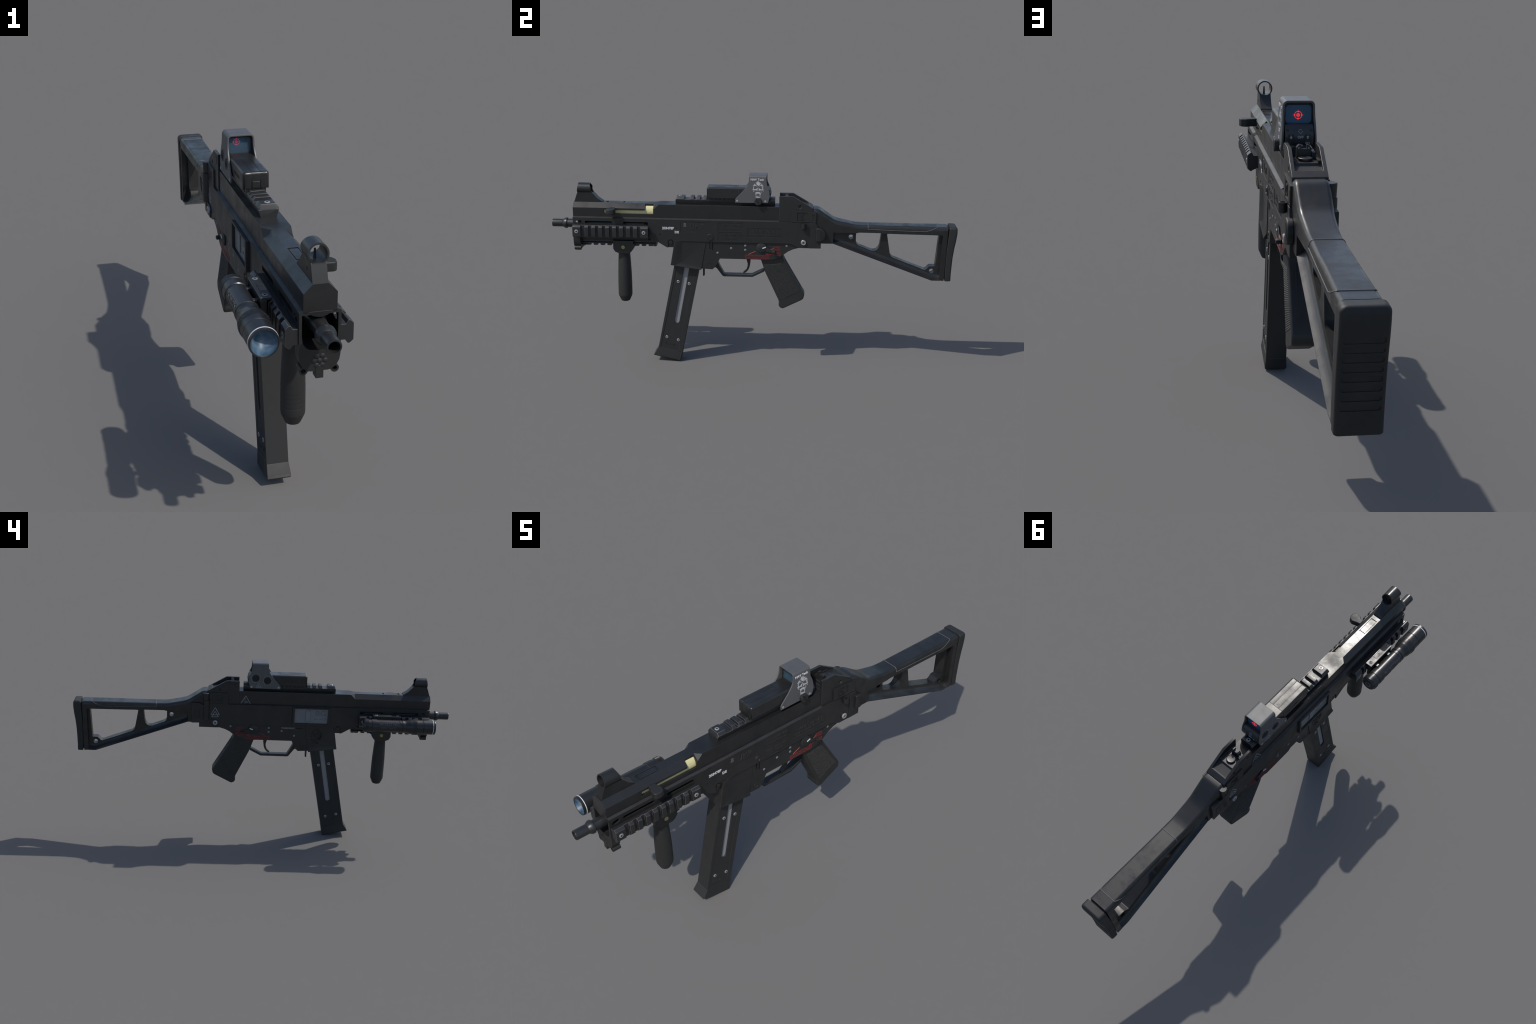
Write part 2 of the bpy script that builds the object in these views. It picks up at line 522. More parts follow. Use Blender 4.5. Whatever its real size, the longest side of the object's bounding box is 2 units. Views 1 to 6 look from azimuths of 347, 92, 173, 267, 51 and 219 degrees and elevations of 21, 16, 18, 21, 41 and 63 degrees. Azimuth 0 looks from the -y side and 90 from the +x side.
HGX = 0.0525
def side_map(sgn, zc):
    return lambda o, a, y: (CX + sgn * (HGX + o), y, zc + a)
rails = []
for sgn in (1, -1):
    rails.append(make_rail('accessory_rail', -0.883, -0.5095, (-0.8425, -0.8225), 0.03445, 0.0190, 8, -0.5465, 0.0345, 0.031, 0.021, side_map(sgn, 0.686), hg))
bolt = socket_screw('rail_bolt', 0.0092, 0.0022, STEEL, hg)
place(bolt, [frame('right', (CX + HGX + 0.0345, y, 0.686)) for y in (-0.8630, -0.5305)] +
            [frame('left', (CX - HGX - 0.0345, y, 0.686)) for y in (-0.8630, -0.5305)], hg)
make_rail('accessory_rail', -0.856, -0.4785, (-0.8275, -0.8275 + 0.0), 0.03445, 0.0200, 10, -0.4950, 0.034, 0.0305, 0.022,
          lambda o, a, y: (CX + a, y, 0.636 - o), hg)

# ================================================================= lower receiver
MID = 0.053
mid = prism_x('lower_receiver', [(-0.5148, 0.7487), (-0.5148, 0.655), (-0.500, 0.644), (-0.468, 0.634), (-0.422, 0.6065), (-0.387, 0.6065),
                                 (-0.380, 0.640), (0.187, 0.640), (0.229, 0.619), (0.300, 0.619), (0.300, 0.7487)],
              CX - MID, CX + MID, BLACK, bevel=-1)
# shallow recessed label fields on the right, slot lines, serial field, loading window on the left
fields = [(-0.354, -0.2135, 0.687, 0.739), (-0.169, -0.0465, 0.6935, 0.7385), (-0.169, -0.0465, 0.6455, 0.6900), (-0.0225, 0.1465, 0.668, 0.7135)]
cs = [box('c', CX + MID - 0.0014, CX + MID + 0.01, a, b, c, d, None) for a, b, c, d in fields]
cs.append(prism_x('c', stadium((-0.452, 0.703), (-0.384, 0.703), 0.0085), CX + MID - 0.0008, CX + MID + 0.01, None, bevel=-1))
cs.append(prism_x('c', disc_poly(-0.454, 0.672, 0.004, 14), CX + MID - 0.003, CX + MID + 0.01, None, bevel=-1))
cs.append(prism_x('c', slot_between((-0.4025, 0.633), (-0.40, 0.60), 0.015), CX + MID - 0.005, CX + MID + 0.01, None, bevel=-1))
cs.append(prism_x('c', slot_between((-0.4025, 0.633), (-0.40, 0.60), 0.015), CX - MID + 0.005, CX - MID - 0.01, None, bevel=-1))
mid = cut(mid, cs)
finish(mid, 0.0012, 2)
pivot = revolve('pivot_pin', [(CX - MID - 0.0004, 0.0095), (CX + MID + 0.0004, 0.0095)], (0, -0.4025, 0.633), 'x', BLACK, mid, n=24, bevel=0.001)
xr = CX + MID - 0.0014
lettering('model_lettering', 'UMP', 'right', (xr, -0.272, 0.7145), 0.027, MARKM, mid, 0.0016, 0.066)
prism_x('lock_emblem', [(-0.341, 0.713), (-0.3225, 0.713), (-0.3265, 0.722), (-0.3255, 0.732), (-0.3385, 0.732), (-0.3370, 0.722)], xr - 0.001, xr + 0.0012, SEAM, mid, bevel=0.0005)
for i, (t, zz, w) in enumerate((('Achtung: Waffe geladen', 0.7255, 0.116), ('Made in Germany', 0.7065, 0.088), ('Achtung: Waffe geladen', 0.6775, 0.116), ('Kaliber .45', 0.6605, 0.058))):
    lettering('label_lettering', t, 'right', (xr, -0.1078, zz), 0.0075, MARKM, mid, 0.0012, w, bold=0.0002)
lettering('warning_lettering', 'WARNING', 'right', (xr, 0.067, 0.6995), 0.0185, MARKM, mid, 0.0016, 0.130)
lettering('label_lettering', 'REFER TO OWNERS MANUAL', 'right', (xr, 0.062, 0.6785), 0.0080, MARKM, mid, 0.0012, 0.158, bold=0.0002)
lettering('serial_number', '203478P', 'right', (CX + MID - 0.0006, -0.415, 0.7045), 0.0125, WHITE, mid, 0.0007, 0.059, bold=0.0006)
lettering('country_lettering', 'DE', 'right', (CX + MID + 0.0001, -0.3715, 0.6855), 0.0115, WHITE, mid, 0.0007, 0.021, bold=0.0006)
for a, b, c, d in fields:
    box('field_highlight_strip', CX + MID - 0.0016, CX + MID + 0.0003, a, b, c - 0.0014, c + 0.0004, LEDGE, mid)
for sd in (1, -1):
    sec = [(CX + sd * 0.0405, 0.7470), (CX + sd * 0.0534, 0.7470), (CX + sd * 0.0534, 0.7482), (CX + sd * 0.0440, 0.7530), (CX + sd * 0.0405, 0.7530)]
    prism_y('receiver_ledge', sec, -0.8865, 0.1295, LEDGE if sd > 0 else BLACK, mid)  # only the right ledge gets a paler colour, for its sunlit sheen
# rear upper hinge pin on the right
prism_x('bolt_catch_button', disc_poly(-0.207, 0.6625, 0.0175), CX + MID - 0.004, CX + MID + 0.0022, BLACK, mid, bevel=0.0012)
revolve('catch_ring', [(CX + MID + 0.001, 0.0085), (CX + MID + 0.001, 0.0125), (CX + MID + 0.0036, 0.0118), (CX + MID + 0.0036, 0.0095), (CX + MID + 0.001, 0.0085)], (0, -0.207, 0.6625), 'x', RAILM, mid, n=28, cap=False)

TH = 0.0465
trig = prism_x('trigger_housing', [(-0.246, 0.6415), (-0.252, 0.500), (-0.197, 0.497), (-0.182, 0.510), (-0.160, 0.5535), (0.031, 0.5535),
                                   (0.065, 0.551), (0.105, 0.556), (0.135, 0.566), (0.158, 0.5835), (0.176, 0.5975), (0.200, 0.609), (0.232, 0.6185), (0.187, 0.6415)],
               CX - TH, CX + TH, BLACK, bevel=-1)
cut(trig, [box('c', CX + TH - 0.004, CX + TH + 0.01, -0.1985, -0.1935, 0.596, 0.6405, None),
           box('c', CX + TH - 0.004, CX + TH + 0.01, -0.211, -0.206, 0.600, 0.6405, None),
           box('c', CX - TH + 0.004, CX - TH - 0.01, -0.214, -0.180, 0.6225, 0.6285, None)])
finish(trig, 0.0014, 2)
box('magazine_catch', CX + TH - 0.002, CX + TH + 0.002, -0.2055, -0.199, 0.606, 0.6385, BLACK, trig, bevel=0.001)
rv = revolve('rivet', [(-0.002, 0.0058), (0.0006, 0.0058), (0.0016, 0.0044), (0.0020, 0.0001)], (0, 0, 0), 'z', GREYP, trig, n=20)
riv = [(-0.1713, 0.583), (-0.1037, 0.608), (-0.034, 0.6225), (-0.034, 0.601), (0.1700, 0.6262)]
place(rv, [frame('right', (CX + TH, y, z)) for y, z in riv] + [frame('left', (CX - TH, y, z)) for y, z in riv], trig)
for s in (1, -1):
    revolve('housing_pin', [(CX + s * (TH - 0.002), 0.0115), (CX + s * (TH + 0.001), 0.0105), (CX + s * (TH + 0.001), 0.008), (CX + s * (TH - 0.0004), 0.007), (CX + s * (TH - 0.0004), 0.0001)], (0, -0.214, 0.521), 'x', BLACK, trig, n=28)
lettering('warning_mark', 'WARNING', 'left', (CX - TH - 0.0001, -0.136, 0.6252), 0.0095, PALE, trig, 0.0005, 0.071, bold=0.0002)

# selector lever, one each side
def selector(s):
    f = 'right' if s > 0 else 'left'
    k = 1 if s > 0 else -1
    d = revolve('selector_disc', [(CX + s * (TH - 0.003), 0.0255), (CX + s * (TH + 0.004), 0.0255), (CX + s * (TH + 0.0065), 0.0225), (CX + s * (TH + 0.0072), 0.0001)], (0, 0.046, 0.6140), 'x', RUBBER, trig, n=40)
    a = [CX + s * (TH + 0.0005), CX + s * (TH + 0.0060)]
    prism_x('selector_lever', [(0.055, 0.632), (0.066, 0.628), (0.086, 0.6085), (0.108, 0.6065), (0.116, 0.6010), (0.1145, 0.590), (0.100, 0.587), (0.068, 0.596), (0.058, 0.603)], min(a), max(a), RUBBER, d, bevel=0.003, seg=3)
    a = [CX + s * (TH + 0.005), CX + s * (TH + 0.0168)]
    prism_x('lever_tab', [(0.098, 0.603), (0.114, 0.6015), (0.114, 0.590), (0.100, 0.589)], min(a), max(a), RUBBER, d, bevel=0.003, seg=3)
    a = [CX + s * (TH + 0.006), CX + s * (TH + 0.0086)]
    prism_x('selector_pointer', band((0.0505, 0.6125), (0.0675, 0.6190), 0.0052), min(a), max(a), WHITE, d, bevel=0.0005)
selector(1)
selector(-1)

# red firing-mode marks: boxes with little bullet outlines and leader lines
def red_marks(s):
    x0, x1 = sorted((CX + s * (TH - 0.0005), CX + s * (TH + 0.0006)))
    pieces = []
    def bar(p, q, w=0.0015, mat=RED):
        pieces.append(prism_x('firing_mode_mark', band(p, q, w), x0, x1, mat, trig, bevel=-1))
    def outline(a, b, c, d):
        bar((a, c), (b, c)); bar((a, d), (b, d)); bar((a, c - 0.0009), (a, d + 0.0009)); bar((b, c - 0.0009), (b, d + 0.0009))
    def bullet(y, z, l, h=0.0040):
        bar((y, z - h), (y + l * 0.66, z - h), 0.0010); bar((y, z + h), (y + l * 0.66, z + h), 0.0010)
        bar((y, z - h), (y, z + h), 0.0010); bar((y + l * 0.66, z + h), (y + l, z), 0.0010); bar((y + l * 0.66, z - h), (y + l, z), 0.0010)
    outline(-0.0345, 0.0830, 0.5590, 0.5755)
    for i in range(5):
        bullet(-0.030 + i * 0.0222, 0.5672, 0.0190)
    outline(0.1065, 0.1365, 0.6040, 0.6205)
    bullet(0.111, 0.6122, 0.021)
    outline(0.1075, 0.1380, 0.5760, 0.5905)
    bullet(0.113, 0.5832, 0.020, 0.0035)
    bar((0.067, 0.5805), (0.1075, 0.5815), 0.0022)
    bar((0.067, 0.5860), (0.090, 0.5790), 0.0016)
    o = join(pieces, 'firing_mode_mark')
    o['kind'] = 'stuff'
    l = join([prism_x('leader', band(p, q, 0.0024), x0, x1, REDL if s > 0 else RED, trig, bevel=-1)
              for p, q in (((-0.018, 0.5790), (0.0165, 0.5960)), ((0.0880, 0.6035), (0.1060, 0.6120)))], 'leader_mark')
red_marks(1)
red_marks(-1)

# ================================================================= magazine well
def mouth(y):
    return 0.517 - (y + 0.405) / 0.153 * 0.0215
mw = prism_x('magazine_well', [(-0.383, 0.642), (-0.4045, mouth(-0.4045)), (-0.2525, mouth(-0.2525)), (-0.228, 0.642)], CX - 0.0560, CX + 0.0580, BLACK, bevel=-1)
throat = loft('c', [[(CX + a, y + d, z) for a, y in ((0.0355, -0.395), (0.0355, -0.262), (-0.0355, -0.262), (-0.0355, -0.395))] for z, d in ((0.46, -0.006), (0.54, 0.010))], None, bevel=-1)
def pocket(s, floor, face, inner, outer):
    """Side pocket whose front and lower walls slope outwards."""
    return loft('c', [[(CX + s * floor, y, z) for y, z in inner], [(CX + s * face, y, z) for y, z in outer]], None, bevel=-1)
cut(mw, [throat,
         pocket(1, 0.0490, 0.0600, [(-0.343, 0.66), (-0.3525, 0.5300), (-0.245, 0.5140), (-0.20, 0.507), (-0.20, 0.66)],
                [(-0.377, 0.66), (-0.385, 0.5130), (-0.2500, 0.4955), (-0.20, 0.490), (-0.20, 0.66)]),
         pocket(-1, 0.0500, 0.0590, [(-0.45, 0.66), (-0.45, 0.5440), (-0.245, 0.5205), (-0.20, 0.514), (-0.20, 0.66)],
                [(-0.45, 0.66), (-0.45, 0.5230), (-0.2500, 0.4960), (-0.20, 0.490), (-0.20, 0.66)])])
finish(mw, 0.0010, 2, edge=SCUFF)
# embossed splatter emblem on the left side
def splatter(name, outline_fn, n, smin, smax, x0, x1, mat, parent, seed, sides=5):
    rnd = random.Random(seed)
    v, f = [], []
    while n > 0:
        y, z, k = outline_fn(rnd)
        if y is None:
            continue
        n -= 1
        r = rnd.uniform(smin, smax) * k
        m = sides
        base = len(v)
        for x in (x0, x1):
            for i in range(m):
                a = 2 * math.pi * i / m + rnd.random() * 0.6
                q = r * rnd.uniform(0.6, 1.25)
                v.append((x, y + q * math.cos(a), z + q * math.sin(a)))
        f += [tuple(range(base, base + m)), tuple(range(base + m, base + 2 * m))]
        f += [(base + i, base + (i + 1) % m, base + m + (i + 1) % m, base + m + i) for i in range(m)]
    o = new_obj(name, v, f, mat, parent)
    o['kind'] = 'stuff'
    return o
def emblem_zone(r):
    a, q = r.uniform(0, 6.283), math.sqrt(r.random())
    return (-0.294 + 0.031 * q * math.cos(a), 0.586 + 0.042 * q * math.sin(a), 1)
splatter('embossed_emblem', emblem_zone, 110, 0.0016, 0.0042, CX - 0.0515, CX - 0.0485, BLACK, mw, 3)

# ================================================================= magazine
MH = 0.0342
mag = prism_x('magazine', [(-0.377, 0.565), (-0.3905, 0.506), (-0.4770, 0.068), (-0.4845, 0.055), (-0.5010, 0.032), (-0.5000, 0.0285),
                           (-0.366, 0.0), (-0.3635, 0.002), (-0.354, 0.054), (-0.253, 0.560)], CX - MH, CX + MH, MAGM, bevel=-1)
plate = [(-0.366, 0.56), (-0.4655, 0.0715), (-0.3765, 0.0540), (-0.2745, 0.555)]
d = Vector((-0.054, -0.285)).normalized()
s_hi, s_lo = Vector((-0.3150, 0.565)), Vector((-0.3805, 0.2165))
slot = slot_between(tuple(s_lo), tuple(s_hi), 0.0128)
cs = []
for s in (1, -1):
    cs.append(prism_x('c', plate, CX + s * (MH - 0.0015), CX + s * 0.06, None, bevel=-1))
    cs.append(prism_x('c', slot, CX + s * (MH - 0.0085), CX + s * 0.06, None, bevel=-1))
cut(mag, cs)
finish(mag, 0.0022, 2)
# the foot spreads a little to the sides
foot = loft('floor_plate', [[(CX + s * h, y, z) for y, z, s in ((-0.4770 - q * 0.0245, 0.0690 - q * 0.0385, 1), (-0.3545 - q * 0.011, 0.0445 - q * 0.0425, 1), (-0.3545 - q * 0.011, 0.0445 - q * 0.0425, -1), (-0.4770 - q * 0.0245, 0.0690 - q * 0.0385, -1))]
                            for q, h in ((0.0, 0.0345), (0.92, 0.0372), (1.0, 0.0365))], MAGM, mag, bevel=0.0018)
join_h = [prism_x('magazine_window', slot, CX + s * (MH - 0.0105), CX + s * (MH - 0.0081), GREYW, mag, bevel=-1) for s in (1, -1)]
ms = socket_screw('magazine_screw', 0.0074, 0.0022, STEEL, mag, bore=0.42, hexed=False)
msp = [(-0.3709, 0.4250), (-0.3155, 0.4147), (-0.4325, 0.1284), (-0.3745, 0.1134)]
place(ms, [frame('right', (CX + MH - 0.0012, y, z)) for y, z in msp] + [frame('left', (CX - MH + 0.0012, y, z)) for y, z in msp], mag)
for f, s in (('right', 1), ('left', -1)):
    lettering('calibre_lettering', '45', f, (CX + s * (MH - 0.0015), -0.4360, 0.0985), 0.0165, MARKM, mag, 0.0014, 0.026, tilt=-11 * s)
    lettering('calibre_lettering', 'ACP', f, (CX + s * (MH - 0.0015), -0.4030, 0.0890), 0.0095, MARKM, mag, 0.0014, 0.026, tilt=-11 * s)
box('catch_lever', CX - 0.014, CX + 0.014, -0.2485, -0.241, 0.452, 0.503, BLACK, trig, bevel=0.0015)

# ================================================================= trigger and guard
guard = [(-0.192, 0.503), (-0.178, 0.494), (-0.151, 0.457), (-0.144, 0.4525), (0.001, 0.4530), (0.060, 0.483), (0.058, 0.4965), (-0.003, 0.4655),
         (-0.138, 0.4655), (-0.143, 0.468), (-0.166, 0.510), (-0.172, 0.524), (-0.190, 0.524)]
prism_x('trigger_guard', guard, CX - 0.017, CX + 0.017, BLACK, bevel=0.0025, seg=3)
trigger = prism_x('trigger', [(-0.031, 0.556), (-0.0295, 0.538), (-0.0245, 0.522), (-0.0245, 0.508), (-0.0305, 0.489), (-0.046, 0.4755), (-0.048, 0.4725),
                    (-0.040, 0.4715), (-0.0305, 0.477), (-0.020, 0.490), (-0.0145, 0.505), (-0.0115, 0.525), (-0.0095, 0.556)], CX - 0.010, CX + 0.010, BLACK, bevel=0.002, seg=3)

# ================================================================= pistol grip
GH = 0.0347
grip_poly = [(0.040, 0.5565), (0.049, 0.530), (0.062, 0.490), (0.1335, 0.338), (0.1345, 0.328), (0.1325, 0.314), (0.139, 0.3015), (0.153, 0.2965), (0.160, 0.298),
             (0.2475, 0.3425), (0.2570, 0.3490), (0.2615, 0.370), (0.2575, 0.382), (0.2490, 0.395), (0.1665, 0.535), (0.154, 0.560), (0.151, 0.585), (0.10, 0.600)]
grip = prism_x('pistol_grip', grip_poly, CX - GH, CX + GH, GRIPM, bevel=0.0125, seg=4)
panel = [(0.0620, 0.5235), (0.1500, 0.5340), (0.2395, 0.3900), (0.1440, 0.3400)]
for s in (1, -1):
    a = sorted((CX + s * (GH - 0.002), CX + s * (GH + 0.0006)))
    gp = prism_x('grip_panel', inset_poly(panel, 0.0005), a[0], a[1], GRIPM, grip, bevel=0.0015)
    # stipple: rows of tiny bars following the panel
    v, f = [], []
    P = [Vector(p) for p in inset_poly(panel, 0.0015)]
    rows, cols = 30, 20
    for i in range(rows):
        for j in range(cols):
            u, w = (j + 0.5 + 0.5 * (i % 2)) / (cols + 0.5), (i + 0.5) / rows
            q = (P[0] * (1 - u) + P[1] * u) * (1 - w) + (P[3] * (1 - u) + P[2] * u) * w
            q = q + Vector((random.uniform(-1, 1), random.uniform(-1, 1))) * 0.0004
            b = len(v)
            for x, k in ((CX + s * (GH + 0.0004), 1.0), (CX + s * (GH + 0.0018), 0.55)):
                for dy, dz in ((-0.0019, -0.0009), (0.0019, -0.0007), (0.0019, 0.0009), (-0.0019, 0.0007)):
                    v.append((x, q.x + dy * k, q.y + dz * k))
            f += [(b + 4, b + 5, b + 6, b + 7)] + [(b + k, b + (k + 1) % 4, b + 4 + (k + 1) % 4, b + 4 + k) for k in range(4)]
    st = new_obj('grip_stipple', v, f, STIPPLE, grip)
    st['kind'] = 'stuff'
# ridges down the back strap
A, B = Vector((0.1572, 0.5485)), Vector((0.2478, 0.3925))
for k in range(5):
    x = CX + (k - 2) * 0.0075
    prism_x('grip_ridge', [tuple(A), tuple(A + Vector((0.0030, 0.0017))), tuple(B + Vector((0.0022, 0.0012))), tuple(B)], x - 0.0018, x + 0.0018, GRIPM, grip, bevel=0.0006)

# ================================================================= fore grip
fg = revolve('foregrip', [(0.575, 0.0285), (0.556, 0.0290), (0.52, 0.0310), (0.47, 0.0335), (0.425, 0.0347), (0.4225, 0.0341), (0.4195, 0.0347),
                          (0.4105, 0.0349), (0.408, 0.0342), (0.405, 0.0349), (0.3965, 0.0349), (0.394, 0.0342), (0.391, 0.0349), (0.3825, 0.0349), (0.380, 0.0342), (0.377, 0.0349),
                          (0.368, 0.0349), (0.3655, 0.0342), (0.363, 0.0349), (0.344, 0.0346), (0.338, 0.0335), (0.316, 0.0240), (0.3115, 0.0215), (0.3085, 0.0150), (0.3075, 0.0001)],
             (CX, -0.645, 0), 'z', RUBBER, n=44, smooth=30)
clamp = [(-0.693, 0.632), (-0.693, 0.590), (-0.684, 0.5745), (-0.664, 0.5665), (-0.618, 0.5665), (-0.604, 0.5740), (-0.591, 0.592), (-0.591, 0.604), (-0.580, 0.606), (-0.580, 0.612), (-0.591, 0.616), (-0.591, 0.632)]
cl = prism_x('grip_clamp', clamp, CX - 0.041, CX + 0.041, BLACK, fg, bevel=0.002, seg=2)
gs = revolve('clamp_screw', [(-0.002, 0.0092), (0.0012, 0.0092), (0.0024, 0.0072), (0.0024, 0.0042), (0.0010, 0.0036), (0.0010, 0.0001)], (0, 0, 0), 'z', SCREWY, fg, n=24)
place(gs, [frame('right', (CX + 0.041, -0.643, 0.5985)), frame('left', (CX - 0.041, -0.643, 0.5985))], fg)

# ================================================================= loading window on the left
xl = CX - MID
wf = [(-0.356, 0.6475), (-0.1560, 0.6475), (-0.1560, 0.7455), (-0.356, 0.7455)]
win = prism_x('cartridge_window', wf, xl - 0.0115, xl + 0.002, BLACK, bevel=-1)
cut(win, [prism_x('c', [(-0.3445, 0.6585), (-0.1665, 0.6585), (-0.1665, 0.7395), (-0.3445, 0.7395)], xl - 0.03, xl - 0.0002, None, bevel=-1)])
finish(win, 0.0018, 2)
pl = box('window_plate', xl - 0.0016, xl + 0.001, -0.347, -0.164, 0.656, 0.742, GREYP, win)
box('window_handle', xl - 0.0062, xl - 0.001, -0.2505, -0.226, 0.670, 0.7285, GREYP, win, bevel=0.0022, seg=3)
lettering('plate_lettering', 'BG', 'left', (xl - 0.0016, -0.306, 0.7155), 0.0275, GREYS, win, 0.0007, 0.057)
lettering('plate_lettering', '45 ACP', 'left', (xl - 0.0016, -0.305, 0.6830), 0.0105, GREYS, win, 0.0007, 0.066, shear=0.2)

# ================================================================= rear sight bracket
BH = 0.0465
brk = prism_x('rear_sight_bracket', [(0.1300, 0.7485), (0.1300, 0.8745), (0.198, 0.8745), (0.2945, 0.818), (0.2945, 0.7485)], CX - BH, CX + BH, BLACK, bevel=-1)
trough = prism_x('c', [(0.12, 0.8250), (0.152, 0.8250), (0.1525, 0.8400), (0.226, 0.8400), (0.2310, 0.8320), (0.2700, 0.8265), (0.2740, 0.8305), (0.30, 0.8150), (0.31, 0.92), (0.12, 0.92)],
                 CX - BH + 0.0105, CX + BH - 0.0105, None, bevel=-1)
cut(brk, [trough] + [prism_x('c', disc_poly(0.2315, 0.8255, 0.0080, 20), *sorted((CX + s * (BH - 0.007), CX + s * 0.08)), None, bevel=-1) for s in (1, -1)] +
    [prism_x('c', slot_between((0.157, 0.8585), (0.1495, 0.8400), 0.0048), CX - 0.08, CX - BH + 0.004, None, bevel=-1)])
finish(brk, 0.0013, 2, edge=SCUFF)
leaf = prism_y('rear_sight_leaf', [(CX - 0.0195, 0.836), (CX + 0.0195, 0.836), (CX + 0.0195, 0.869), (CX + 0.0130, 0.8765), (CX + 0.0078, 0.8765), (CX + 0.0078, 0.8655),
                                    (CX - 0.0072, 0.8655), (CX - 0.0072, 0.8765), (CX - 0.0130, 0.8765), (CX - 0.0195, 0.869)], 0.1595, 0.1735, RAILM, brk, bevel=0.0008)
dot = revolve('sight_dot', [(-0.001, 0.0026), (0.0006, 0.0026)], (0, 0, 0), 'z', PALE, leaf, n=14)
place(dot, [frame('rear', (CX + 0.0135, 0.1735, 0.8680)), frame('rear', (CX - 0.0125, 0.1735, 0.8680))], leaf)
prism_y('sight_index', [(CX - 0.0195, 0.8625), (CX - 0.0255, 0.8625), (CX - 0.0225, 0.8575)], 0.1730, 0.1742, WHITE, leaf)
box('leaf_bracket', CX - 0.030, CX - 0.0195, 0.158, 0.182, 0.836, 0.858, RAILM, brk, bevel=0.001)
for sd in (1, -1):
    box('bracket_step', *sorted((CX + sd * 0.0290, CX + sd * 0.0365)), 0.150, 0.228, 0.836, 0.8465, BLACK, brk, bevel=0.001)
drum = revolve('windage_drum', [(0.836, 0.0180), (0.8445, 0.0190), (0.8475, 0.0185), (0.8485, 0.0165), (0.8480, 0.0135), (0.8478, 0.0001)], (CX, 0.1985, 0), 'z', RAILM, brk, n=36, smooth=30)
# hinge panels, right and left
pr = prism_x('hinge_panel', [(0.192, 0.7465), (0.310, 0.7465), (0.312, 0.8000), (0.192, 0.8080)], CX + BH - 0.006, CX + 0.0530, BLACK, brk, bevel=-1)
cut(pr, [box('c', CX + 0.0500, CX + 0.07, 0.2195, 0.271, 0.7530, 0.7965, None), box('c', CX + 0.0516, CX + 0.07, 0.295, 0.305, 0.753, 0.786, None)])
finish(pr, 0.0010, 2)
lettering('panel_mark', 'H', 'right', (CX + 0.0502, 0.238, 0.7745), 0.026, BLACK, brk, 0.0022, 0.028, tilt=90)
plf = prism_x('hinge_panel', [(0.187, 0.7475), (0.284, 0.7455), (0.284, 0.8080), (0.187, 0.8085)], CX - 0.0520, CX - BH + 0.006, BLACK, brk, bevel=-1)
cut(plf, [box('c', CX - 0.07, CX - 0.0500, 0.2185, 0.268, 0.7520, 0.7965, None)])
finish(plf, 0.0010, 2)
lettering('panel_mark', 'E', 'left', (CX - 0.0502, 0.238, 0.7745), 0.026, BLACK, brk, 0.0018, 0.030)
kn = revolve('hinge_knob', [(0.716, 0.0080), (0.720, 0.0118), (0.7445, 0.0120), (0.7445, 0.0075), (0.730, 0.0070), (0.730, 0.0001)], (0.1035, 0.251, 0), 'z', BLACK, brk, n=28)
lug = prism_x('hinge_lug', [(0.2815, 0.6185), (0.3370, 0.6190), (0.3375, 0.648), (0.325, 0.722), (0.312, 0.745), (0.2815, 0.745)], CX - 0.0505, CX + 0.0548, BLACK, brk, bevel=0.0015)
btn = prism_x('release_button', [(0.312, 0.655)] + arc(0.3255, 0.6885, 0.0345, -78, 84, 12) + [(0.312, 0.722)], CX + 0.046, CX + 0.0645, BLACK, brk, bevel=0.004, seg=3)
for k in range(4):
    prism_x('button_rib', band((0.3325 + 0.006 * k, 0.713 - 0.0035 * k), (0.3365 + 0.005 * k, 0.664 + 0.004 * k), 0.0022), CX + 0.062, CX + 0.0656, BLACK, btn, bevel=0.0006)
# left hinge: barrel tube, knuckle and folding arm
revolve('hinge_tube', [(0.664, 0.0165), (0.768, 0.0165)], (-0.0115, 0.3015, 0), 'z', BLACK, brk, n=32, bevel=0.001)
revolve('hinge_tube', [(0.7685, 0.0150), (0.8055, 0.0165), (0.8070, 0.0150)], (-0.0100, 0.3045, 0), 'z', BLACK, brk, n=32, bevel=0.0006)
arm = prism_x('folding_arm', [(0.300, 0.645), (0.378, 0.6435), (0.380, 0.7505), (0.334, 0.7515), (0.322, 0.744), (0.300, 0.744)], -0.0190, 0.02, BLACK, brk, bevel=-1)
cut(arm, [prism_x('c', [(0.3345, 0.669), (0.3645, 0.669), (0.3645, 0.716), (0.3345, 0.716)], -0.04, -0.0172, None, bevel=-1)])
finish(arm, 0.0016, 2)
box('arm_catch', -0.0195, -0.012, 0.340, 0.359, 0.674, 0.711, BLACK, arm, bevel=0.0018)
prism_x('hinge_lug', [(0.2440, 0.6195), (0.3375, 0.6200), (0.3375, 0.664), (0.2560, 0.664), (0.2440, 0.655)], -0.0165, 0.0, BLACK, brk, bevel=0.0014)
hb = socket_screw('hex_bolt', 0.0128, 0.0045, STEEL, brk, bore=0.42, hexed=False, inner=GREYS)
place(hb, [frame('right', (CX + 0.0570, 0.2520, 0.6475)), frame('left', (CX - 0.0590, 0.2525, 0.6473))], brk)
for s in (1, -1):
    revolve('bolt_collar', [(CX + s * 0.05, 0.0150), (CX + s * 0.0560, 0.0150), (CX + s * 0.0572, 0.0138), (CX + s * 0.0572, 0.0001)], (0, 0.252, 0.6474), 'x', BLACK, brk, n=28)
